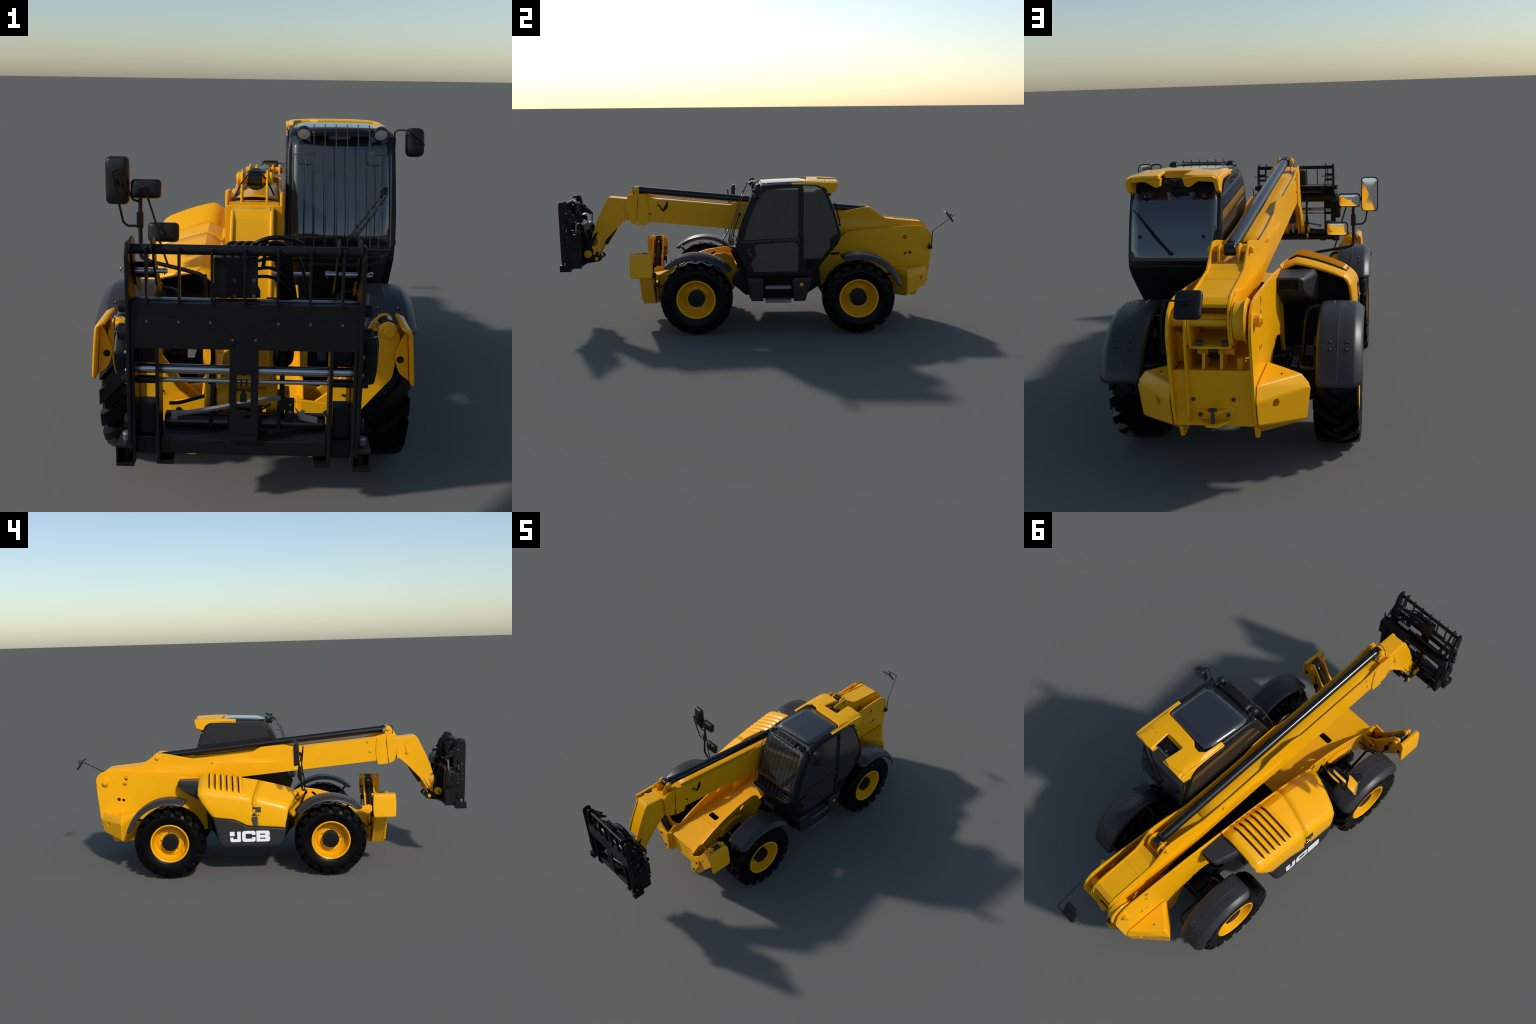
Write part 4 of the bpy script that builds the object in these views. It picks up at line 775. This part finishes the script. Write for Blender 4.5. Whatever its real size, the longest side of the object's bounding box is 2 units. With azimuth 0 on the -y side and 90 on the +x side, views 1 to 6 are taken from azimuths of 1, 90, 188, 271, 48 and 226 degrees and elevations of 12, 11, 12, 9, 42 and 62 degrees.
for z in ZCUT: bmesh.ops.bisect_plane(bm, geom=bm.verts[:] + bm.edges[:] + bm.faces[:], plane_co=(0, 0, z), plane_no=(0, 0, 1))
for v in bm.verts:
    f = max(0, min(1, (v.co.x - 0.19) / 0.12)); v.co.x += f * (cab_x(v.co.z) - XR)
    f = max(0, min(1, (0.19 - v.co.x) / 0.14)); v.co.x += f * 0.010 * max(0, (v.co.z - 0.68) / 0.06)
body = finish('cab_shell', bm, PLA, cab, 30)
def inset_outline(o, d):
    pts = [Vector(p[:2]) for p in o]; N = len(pts); out = []
    for i in range(N):
        a, p, b = pts[i - 1], pts[i], pts[(i + 1) % N]
        n1 = Vector((-(p - a).y, (p - a).x)).normalized(); n2 = Vector((-(b - p).y, (b - p).x)).normalized()
        m = (n1 + n2); m = m / max(0.3, m.dot(n1)) if m.length > 1e-6 else n1
        out.append((*(p - m * d), o[i][2] if len(o[i]) > 2 else 0))
    return out
frame_in = inset_outline(CABP, 0.013)
cab_side('door_frame_trim', [inset_outline(CABP, 0.004), frame_in], -0.004, 0.0022, BLK, cab, 0.001)
# door and windows on the right
cab_side('door_panel', [(-0.095, 0.44, .02), (-0.045, 0.302, .01), (0.207, 0.302, .006), (0.207, 0.728), (0.06, 0.722, .02), (0.012, 0.710, .03), (-0.018, 0.668), (-0.082, 0.50)], -0.004, 0.0012, PLA, cab)
cab_side('door_window', [(-0.0745, 0.4700), (-0.050, 0.550), (-0.018, 0.632), (0.010, 0.684, .02), (0.038, 0.7095, .03), (0.110, 0.7165), (0.187, 0.7185), (0.187, 0.4820)], 0.0005, 0.0024, GLA, cab, 0.0006)
cab_side('door_lower_window', [(-0.020, 0.440, .015), (-0.005, 0.4495, .01), (0.170, 0.4610, .02), (0.188, 0.440, .02), (0.188, 0.3130, .008), (-0.024, 0.3130, .008), (-0.040, 0.350, .03), (-0.034, 0.372, .02), (-0.015, 0.386, .03), (-0.013, 0.405, .03), (-0.023, 0.425, .02)], 0.0005, 0.0024, GLA, cab, 0.0006)
cab_side('quarter_window', [(0.213, 0.731), (0.270, 0.728, .02), (0.304, 0.708, .03), (0.321, 0.672), (0.350, 0.600), (0.3745, 0.515), (0.373, 0.498, .02), (0.350, 0.486, .02), (0.335, 0.470, .02), (0.340, 0.445, .03), (0.336, 0.425, .02), (0.298, 0.378), (0.213, 0.378)], 0.0005, 0.0024, GLA, cab, 0.0006)
cab_side('door_rail', [(-0.089, 0.4530), (-0.083, 0.4665), (0.194, 0.4815), (0.196, 0.4660)], 0.0005, 0.0075, FEN, cab, 0.003)
cab_side('door_handle', [(-0.056, 0.428, .014), (-0.040, 0.432, .014), (-0.016, 0.400, .014), (-0.020, 0.380, .014), (-0.038, 0.384, .014), (-0.060, 0.412, .014)], 0.0005, 0.0065, FEN, cab, 0.002)
cab_side('handle_recess_plate', [(-0.046, 0.422, .004), (-0.040, 0.424, .004), (-0.022, 0.398, .004), (-0.026, 0.393, .004)], 0.006, 0.0072, DRK, cab, 0.0004)  # dark plate raised on the handle, standing for its hollow
cab_side('window_latch', [(0.060, 0.472, .005), (0.060, 0.462, .005), (0.072, 0.4625, .005), (0.072, 0.4725, .005)], 0.006, 0.0105, PLA, cab, 0.002)
cab_side('window_stay', [(0.350, 0.472, .01), (0.350, 0.455, .01), (0.370, 0.455, .01), (0.370, 0.472, .01)], 0.001, 0.0065, PLA, cab, 0.003)
for z in (0.695, 0.475, 0.405, 0.335):
    cab_side('door_hinge', [(0.196, z - 0.014), (0.210, z - 0.014), (0.210, z + 0.014), (0.196, z + 0.014)], 0.0005, 0.0055, BLK, cab, 0.0015)
cab_side('cab_vent', [(0.224, 0.370), (0.280, 0.370), (0.262, 0.330, .01), (0.240, 0.322, .01), (0.224, 0.330)], 0.0005, 0.0025, DRK, cab, 0.0005)
# left window
plate('side_window', [(0.330, 0.668), (0.318, 0.690), (0.296, 0.712, .02), (0.250, 0.722), (0.140, 0.7255), (0.040, 0.7180, .01), (0.012, 0.706, .02), (-0.02, 0.650), (-0.060, 0.555), (-0.085, 0.480), (0.375, 0.480), (0.378, 0.51), (0.352, 0.605)], 'x', XL - 0.0015, XL + 0.004, GLA, cab, 0.0006)
# windscreen, slightly bowed, and rear window
FRONT = [(0.448, -0.109), (0.520, -0.096), (0.608, -0.066), (0.690, -0.030), (0.722, -0.014), (0.74, -0.004)]
rows = []
for k in range(11):
    z = 0.456 + (0.722 - 0.456) * k / 10
    xa, xb = 0.060, cab_x(z) - 0.017
    rows.append([(xa + (xb - xa) * j / 12, lerp_table(FRONT, z) - 0.0015 - 0.001 * (1 - (2 * j / 12 - 1) ** 2), z) for j in range(13)])
grid_surface('windscreen', rows, GLA, cab, thick=0.004, angle=40)
rows = [[(0.050 + (cab_x(0.46) - 0.005 - 0.050) * j / 12, -0.1065 - 0.005 * (1 - (2 * j / 12 - 1) ** 2) - dy, z) for j in range(13)] for (z, dy) in ((0.430, 0.0), (0.4315, 0.006), (0.452, 0.006), (0.4565, 0.002))]
grid_surface('windscreen_sill', rows, PLA, cab, thick=0.006)
REARL = [(0.480, 0.3925), (0.51, 0.3875), (0.6116, 0.360), (0.680, 0.331), (0.70, 0.322)]
rows = []
for k in range(9):
    z = 0.486 + (0.692 - 0.486) * k / 8
    ins = 0.006 if k in (0, 8) else 0.0
    xa, xb = 0.0590 + ins, cab_x(z) - 0.008 - ins
    rows.append([(xa + (xb - xa) * j / 10, lerp_table(REARL, z) + 0.0025, z) for j in range(11)])
grid_surface('rear_window', rows, GLA, cab, thick=0.004, angle=40)
for x in (0.0975, 0.2750):
    plate('rear_hinge', [(x - 0.011, 0.692), (x + 0.011, 0.692), (x + 0.006, 0.676, .003), (x - 0.006, 0.676, .003)], 'y', 0.332, 0.345, PLA, cab, 0.001)
    bolt('bolt', (x, 0.3455, 0.683), (0, 1, 0), 0.003, 0.002, STL, cab)
for x in (0.098, 0.290): bolt('knob', (x, 0.378, 0.568), (0, 1, 0.2), 0.0048, 0.002, BLK, cab, False)
bm = tube_bm([(0.196, 0.3985, 0.520), (0.255, 0.380, 0.585), (0.308, 0.361, 0.645)], 0.0022, 0, 8)
bm = merge(bm, tube_bm([(0.196, 0.3985, 0.524), (0.235, 0.391, 0.558), (0.302, 0.366, 0.640)], 0.0016, 0, 8))
bm = merge(bm, rod_bm((0.196, 0.388, 0.520), (0.196, 0.402, 0.523), 0.0055, 16))
finish('rear_wiper', bm, BLK, cab, 50)
bm = tube_bm([(0.297, -0.090, 0.598), (0.298, -0.098, 0.580), (0.240, -0.122, 0.500), (0.222, -0.126, 0.478)], 0.0022, 0.006, 8)
bm = merge(bm, tube_bm([(0.292, -0.094, 0.590), (0.228, -0.121, 0.505), (0.206, -0.127, 0.470)], 0.0022, 0.006, 8))
bm = merge(bm, box_bm((0.289, -0.098, 0.583), (0.301, -0.086, 0.602), 0.002))
finish('front_wiper', bm, BLK, cab, 50)
# roof glass and yellow rear roof cap
rows = []
for k in range(7):
    t = k / 6; y = 0.010 + 0.218 * t; ins = (0.014 if k == 0 else 0.011 if k == 6 else 0)
    xa, xb = 0.064 + 0.008 * t + ins, 0.303 - ins
    rows.append([(xa + (xb - xa) * j / 8, y + (0.008 * (1 - 2 * j / 8) * -1 if k == 0 else 0), 0.7375 + 0.0120 * t - 0.004 * t * t + 0.003 * (1 - (2 * j / 8 - 1) ** 2)) for j in range(9)])
grid_surface('roof_glass', rows, GLA, cab, thick=0.004)
def crown(x, y): return 0.7315 + 0.005 * math.sin(math.pi * max(0, min(1, (x - 0.05) / 0.27))) + 0.004 * max(0, min(1, (y - 0.16) / 0.06)) - 0.05 * max(0, y - 0.30)
capo = [(0.3215, 0.157, .003), (0.3060, 0.157), (0.3060, 0.214, .004), (0.2960, 0.226, .006), (0.135, 0.234, .01), (0.115, 0.250, .01), (0.088, 0.252, .01), (0.070, 0.232, .01), (0.0660, 0.157), (0.0505, 0.157, .003), (0.0475, 0.300), (0.0520, 0.352, .01), (0.120, 0.3740, .006), (0.150, 0.3680, .004),
        (0.1410, 0.286, .006), (0.2280, 0.286, .006), (0.2210, 0.3770, .004), (0.250, 0.3800, .006), (0.3120, 0.3720, .008), (0.3220, 0.335, .02)]
bm = slab(capo, 'z', -0.012, 0.0, 0.004, res=3)
for c in [0.05 + 0.02 * k for k in range(14)]: bmesh.ops.bisect_plane(bm, geom=bm.verts[:] + bm.edges[:] + bm.faces[:], plane_co=(c, 0, 0), plane_no=(1, 0, 0))
for c in [0.18, 0.22, 0.26, 0.30, 0.33, 0.35]: bmesh.ops.bisect_plane(bm, geom=bm.verts[:] + bm.edges[:] + bm.faces[:], plane_co=(0, c, 0), plane_no=(0, 1, 0))
for v in bm.verts: v.co.z += crown(v.co.x, v.co.y) + 0.0125 - 0.018 * max(0, (v.co.x - 0.30) / 0.022) ** 2 - 0.014 * max(0, (0.066 - v.co.x) / 0.02) ** 2
roof = finish('roof_cap', bm, YEL, cab, 30)
side_o = [(0.157, 0.7340), (0.157, 0.7400), (0.30, 0.7430), (0.345, 0.7420, .006), (0.3735, 0.7380, .006), (0.3590, 0.6985, .006), (0.3330, 0.6885, .004), (0.320, 0.7130, .03), (0.2900, 0.7300, .03), (0.22, 0.7340)]
plate('roof_cap_side', side_o, 'x', 0.3070, 0.3232, YEL, roof, 0.003, res=2)
plate('roof_cap_side', side_o, 'x', 0.0465, 0.0600, YEL, roof, 0.003, res=2)
for mir in (0, 1):
    f = (lambda x: 0.3695 - x) if mir else (lambda x: x)
    o = [(0.3232, 0.700, .002), (0.3130, 0.698, .002), (0.3080, 0.7265, .008), (0.2640, 0.7290, .004), (0.2330, 0.7100, .003), (0.2225, 0.7150, .003), (0.2170, 0.7390), (0.258, 0.7440), (0.305, 0.7430, .006), (0.3222, 0.7330, .006)]
    bm = slab([(f(p[0]), *p[1:]) for p in o], 'y', 0.348, 0.372, 0.002)
    for v in bm.verts: v.co.y += (v.co.z - 0.72) * 0.25
    finish('roof_cap_visor', bm, YEL, roof)
hull('roof_cap_notch_wall', [(0.135, 0.283, 0.7475), (0.234, 0.283, 0.7475), (0.141, 0.293, 0.730), (0.228, 0.293, 0.730), (0.135, 0.275, 0.738), (0.234, 0.275, 0.738)], YEL, roof, 0.002)
for (x, y) in ((0.268, 0.285), (0.29, 0.315), (0.262, 0.318)): bolt('plug', (x, y, crown(x, y) + 0.0127), (0, 0, 1), 0.0018, 0.0006, GRY, roof, False)
box('aerial_bracket', (0.155, 0.30, 0.705), (0.205, 0.33, 0.730), BLK, roof, 0.003)
rod('work_lamp', (0.190, 0.340, 0.7200), (0.190, 0.300, 0.7200), 0.010, BLK, roof, 20)
# front visor, work lamps and guard bars
rows = []
for k in range(5):
    y, z = ((-0.050, 0.7325), (-0.040, 0.7385), (-0.026, 0.7400), (-0.012, 0.7390), (-0.004, 0.7345))[k]
    rows.append([(0.108 + 0.152 * j / 8, y - 0.006 * (1 - (2 * j / 8 - 1) ** 2), z + 0.003 * (1 - (2 * j / 8 - 1) ** 2)) for j in range(9)])
grid_surface('visor', rows, PLA, cab, thick=0.004)
for x, tilt in ((0.0885, 0.15), (0.2855, -0.15)):
    d = Vector((tilt * -0.3, -0.82, -0.55)).normalized(); p = Vector((x, -0.037, 0.7290))
    l = lathe('front_lamp', [(0, -0.020), (0.010, -0.019), (0.017, -0.012), (0.0195, -0.003), (0.0195, 0.0015), (0.0178, 0.0025), (0.0168, 0.0010)], p, d, PLA, cab, 32)
    lathe('lamp_lens', [(0, 0.0022), (0.010, 0.0018), (0.0172, 0.0006), (0.0172, -0.002)], p, d, LEN, l, 32)
    rod('lamp_stem', p - d * 0.01, p + Vector((0, 0.035, 0.0)), 0.005, PLA, l, 12)
bars = None
for k in range(6):
    xt = 0.1142 + 0.02797 * k; xb = 0.1165 + 0.0280 * k
    pts = [(xt, -0.038, 0.7530), (xt, -0.051, 0.7400), (xt + 0.0005, -0.098, 0.640), (xb, -0.132, 0.530), (xb, -0.1530, 0.4520), (xb + 0.006, -0.128, 0.444)]
    bars = merge(bars, tube_bm(pts, 0.00135, 0.02, 6))
for xb in (0.0930, 0.2780): bars = merge(bars, tube_bm([(xb, -0.085, 0.680), (xb, -0.105, 0.62), (xb - 0.001, -0.136, 0.52), (xb - 0.001, -0.1520, 0.4520), (xb + 0.004, -0.128, 0.444)], 0.00135, 0.02, 6))
for xb in (0.0620, 0.3085): bars = merge(bars, tube_bm([(xb, -0.077, 0.680), (xb, -0.10, 0.61), (xb, -0.130, 0.50), (xb, -0.140, 0.452), (xb, -0.12, 0.444)], 0.0018, 0.02, 6))
bars = merge(bars, tube_bm([(0.106, -0.0505, 0.7415), (0.262, -0.0505, 0.7430)], 0.0018, 0, 6))
bars = merge(bars, tube_bm([(0.0600, -0.050, 0.6840), (0.062, -0.077, 0.6800), (0.105, -0.084, 0.6820), (0.116, -0.078, 0.6870)], 0.0016, 0.005, 6))
bars = merge(bars, tube_bm([(0.310, -0.050, 0.6840), (0.308, -0.077, 0.6800), (0.265, -0.084, 0.6820), (0.255, -0.078, 0.6880)], 0.0016, 0.005, 6))
bars = merge(bars, tube_bm([(0.06, -0.1440, 0.4530)] + [(0.06 + 0.25 * j / 10, -0.1440 - 0.010 * (1 - (2 * j / 10 - 1) ** 2), 0.4530) for j in range(1, 10)] + [(0.31, -0.1440, 0.4530)], 0.0018, 0.0, 6))
gb = finish('guard_bars', bars, BAR, cab, 50); gb['kind'] = 'stuff'
# rear washers etc. along the left pillar
for (y, z) in ((0.405, 0.520),): tube('rear_pipe', [(0.052, 0.372, 0.60), (0.052, 0.392, 0.55), (0.052, 0.398, 0.49)], 0.002, BLK, cab, 0.02)
# front cowl under the windscreen
hull('front_cowl', [(0.060, -0.122, 0.440), (0.290, -0.122, 0.440), (0.3150, -0.106, 0.438), (0.06, -0.140, 0.41), (0.270, -0.140, 0.41), (0.310, -0.106, 0.41), (0.06, -0.105, 0.33), (0.215, -0.105, 0.33), (0.06, -0.05, 0.45), (0.314, -0.06, 0.44), (0.302, -0.045, 0.29), (0.06, -0.04, 0.29), (0.06, -0.080, 0.25), (0.17, -0.080, 0.25), (0.29, -0.040, 0.27)], PLA, cab, 0.006)
plate('cowl_ledge', [(0.058, -0.150, .01), (0.20, -0.160, .03), (0.285, -0.140, .02), (0.3140, -0.108, .01), (0.313, -0.06), (0.058, -0.06)], 'z', 0.425, 0.437, PLA, cab, 0.004)
# lower skirt on the right, with steps
hull('cab_base', [(0.09, -0.05, 0.30), (0.295, -0.05, 0.30), (0.295, 0.25, 0.295), (0.09, 0.25, 0.295), (0.09, -0.05, 0.17), (0.265, -0.05, 0.17), (0.265, 0.22, 0.168), (0.09, 0.22, 0.168)], BLK, cab, 0.003)
fs = hull('step_side_panel', [(0.310, -0.058, 0.283), (0.316, -0.055, 0.27), (0.316, 0.019, 0.270), (0.312, 0.020, 0.282), (0.306, -0.040, 0.166), (0.309, 0.018, 0.166), (0.24, -0.058, 0.283), (0.24, 0.02, 0.283), (0.24, -0.04, 0.166), (0.24, 0.018, 0.166)], SKI, cab, 0.004)
hull('step_side_panel', [(0.312, 0.160, 0.283), (0.317, 0.162, 0.268), (0.315, 0.250, 0.270), (0.310, 0.258, 0.282), (0.309, 0.166, 0.165), (0.306, 0.222, 0.165), (0.24, 0.160, 0.283), (0.24, 0.258, 0.283), (0.24, 0.166, 0.165), (0.24, 0.222, 0.165)], SKI, cab, 0.004)
lathe('reflector', [(0, 0.0), (0.0095, 0), (0.0095, 0.003), (0.007, 0.0042), (0, 0.0045)], (0.3130, 0.2040, 0.2490), (1, 0, 0), AMB, cab, 28)
for z in (0.237, 0.170):
    st_ = empty('step', cab)
    bm = None
    for j in range(4):
        bm = merge(bm, box_bm((0.255 + 0.018 * j, 0.032, z - 0.002 + (0.004 if j == 3 else 0)), (0.266 + 0.018 * j, 0.150, z + 0.004), 0.0012))
    bm = merge(bm, box_bm((0.318, 0.030, z - 0.008), (0.324, 0.152, z + 0.006), 0.002))
    for y in (0.031, 0.151): bm = merge(bm, box_bm((0.245, y - 0.003, z - 0.007), (0.323, y + 0.003, z + 0.004), 0.001))
    finish('step_tread', bm, STL, st_)
    bm = None
    for y in (0.045, 0.08, 0.115, 0.138): bm = merge(bm, box_bm((0.25, y - 0.004, z - 0.004), (0.318, y + 0.004, z), 0.0005))
    finish('step_bearer', bm, BLK, st_)

# ------------------------------------------------------------------ mirrors
def rounded_rect(w, h, r, n=5):
    return fillet([(-w / 2, -h / 2), (w / 2, -h / 2), (w / 2, h / 2), (-w / 2, h / 2)], r, n)
def mirror_head(name, c, w, h, depth, facing, parent, roll=0.0, r=0.012, dome=0.0025):
    """shell with a domed back; facing = direction the glass looks"""
    f = Vector(facing).normalized(); up = Vector((0, 0, 1)); sx = up.cross(f).normalized(); up = f.cross(sx)
    if roll: 
        Rm = Matrix.Rotation(roll, 3, f); sx, up = Rm @ sx, Rm @ up
    c = Vector(c); bm = bmesh.new(); rings = []
    for (k, d) in ((1.0, 0.5), (1.0, 0.1), (0.965, -0.2), (0.86, -0.42), (0.6, -0.56), (0.3, -0.60)):
        rings.append([bm.verts.new(c + sx * p.x * k + up * p.y * k + f * d * depth) for p in rounded_rect(w, h, r)])
    for A, B in zip(rings[:-1], rings[1:]):
        for i in range(len(A)): bm.faces.new((A[i], A[(i + 1) % len(A)], B[(i + 1) % len(A)], B[i]))
    bm.faces.new(rings[0]); bm.faces.new(rings[-1])
    m = finish(name, bm, PLA, parent, 40)
    bm = bmesh.new(); rg = []
    for k, d in ((1, 0.5), (1, 0.56), (0.97, 0.585)): rg.append([bm.verts.new(c + sx * p.x * k * (w - 0.006) / w + up * p.y * k * (h - 0.006) / h + f * d * depth) for p in rounded_rect(w, h, r)])
    for A, B in zip(rg[:-1], rg[1:]):
        for i in range(len(A)): bm.faces.new((A[i], A[(i + 1) % len(A)], B[(i + 1) % len(A)], B[i]))
    # convex glass
    for k in (0.75, 0.5, 0.25):
        rg.append([bm.verts.new(c + sx * p.x * k * (w - 0.006) / w + up * p.y * k * (h - 0.006) / h + f * (0.585 * depth + dome * (1 - k * k))) for p in rounded_rect(w, h, r)])
        for q in range(len(rg[-1])): bm.faces.new((rg[-2][q], rg[-2][(q + 1) % len(rg[-1])], rg[-1][(q + 1) % len(rg[-1])], rg[-1][q]))
    cen = bm.verts.new(c + f * (0.585 * depth + dome))
    for i in range(len(rg[-1])): bm.faces.new((rg[-1][i], rg[-1][(i + 1) % len(rg[-1])], cen))
    bm.faces.new(rg[0]); finish('mirror_glass', bm, MIR, m, 60)
    rod('mirror_knuckle', c - f * depth * 0.5, c - f * (depth * 0.5 + 0.012), 0.0055, PLA, m, 16)
    return m
ml = empty('mirror_cluster', ROOT)
FB = (0.10, 0.99, -0.10)
mirror_head('mirror', (-0.3730, -0.1460, 0.6145), 0.0580, 0.1190, 0.022, (0.08, 0.99, -0.010), ml, r=0.014, dome=0.003)
mirror_head('mirror', (-0.3025, -0.1430, 0.5950), 0.0760, 0.0480, 0.018, (0.0, 0.97, -0.15), ml, r=0.012, dome=0.0035)
mirror_head('mirror', (-0.2570, -0.1650, 0.4905), 0.0770, 0.0485, 0.018, (0.02, 0.97, -0.16), ml, r=0.012, dome=0.0035)
bm = tube_bm([(-0.3140, -0.1570, 0.573), (-0.3140, -0.1640, 0.51), (-0.3120, -0.1740, 0.428), (-0.2850, -0.1800, 0.418), (-0.2000, -0.1930, 0.402), (-0.158, -0.200, 0.392), (-0.150, -0.200, 0.375)], 0.0052, 0.016, 12)
bm = merge(bm, tube_bm([(-0.150, -0.200, 0.392), (-0.150, -0.165, 0.300), (-0.150, -0.140, 0.243)], 0.0045, 0.02, 10))
bm = merge(bm, box_bm((-0.3220, -0.1700, 0.500), (-0.3060, -0.1550, 0.540), 0.001))
finish('mirror_post', bm, BLK, ml, 50)
tube('mirror_arm', [(-0.320, -0.163, 0.505), (-0.345, -0.165, 0.505), (-0.356, -0.166, 0.515), (-0.372, -0.176, 0.605), (-0.3780, -0.178, 0.640), (-0.3680, -0.180, 0.648), (-0.3560, -0.178, 0.628), (-0.330, -0.166, 0.570), (-0.318, -0.160, 0.566)], 0.0030, BLK, ml, 0.010)
tube('mirror_arm', [(-0.3140, -0.158, 0.570), (-0.314, -0.163, 0.597), (-0.306, -0.170, 0.605), (-0.298, -0.170, 0.592), (-0.268, -0.180, 0.500), (-0.266, -0.185, 0.480), (-0.243, -0.188, 0.412)], 0.0026, BLK, ml, 0.010)
mr = mirror_head('mirror', (0.3790, -0.0080, 0.7090), 0.0480, 0.0750, 0.020, (-0.28, 0.95, -0.10), ROOT, r=0.018)
tube('mirror_arm', [(0.3235, -0.012, 0.702), (0.3235, -0.014, 0.735), (0.3330, -0.018, 0.7415), (0.3560, -0.030, 0.7405), (0.3830, -0.030, 0.720), (0.4000, -0.022, 0.703)], 0.0022, BLK, mr, 0.008)
box('mirror_clamp', (0.3160, -0.0190, 0.694), (0.3270, -0.0060, 0.722), BLK, mr, 0.0015)
mb = mirror_head('mirror', (-0.0040, 0.9780, 0.5330), 0.0620, 0.0680, 0.010, (0.02, -0.80, -0.60), ROOT, r=0.012)
tube('mirror_arm', [(0.0920, 0.8740, 0.388), (0.0900, 0.8780, 0.4715), (0.0425, 0.9965, 0.5460), (0.0180, 0.9965, 0.5465), (-0.0220, 0.9930, 0.5460)], 0.0021, BLK, mb, 0.006)
box('mirror_clamp', (0.0830, 0.8560, 0.3800), (0.0950, 0.8780, 0.3950), BLK, mb, 0.001)
rod('mirror_clamp_pin', (0.0890, 0.8640, 0.380), (0.0890, 0.8640, 0.4080), 0.0032, BLK, mb, 12)
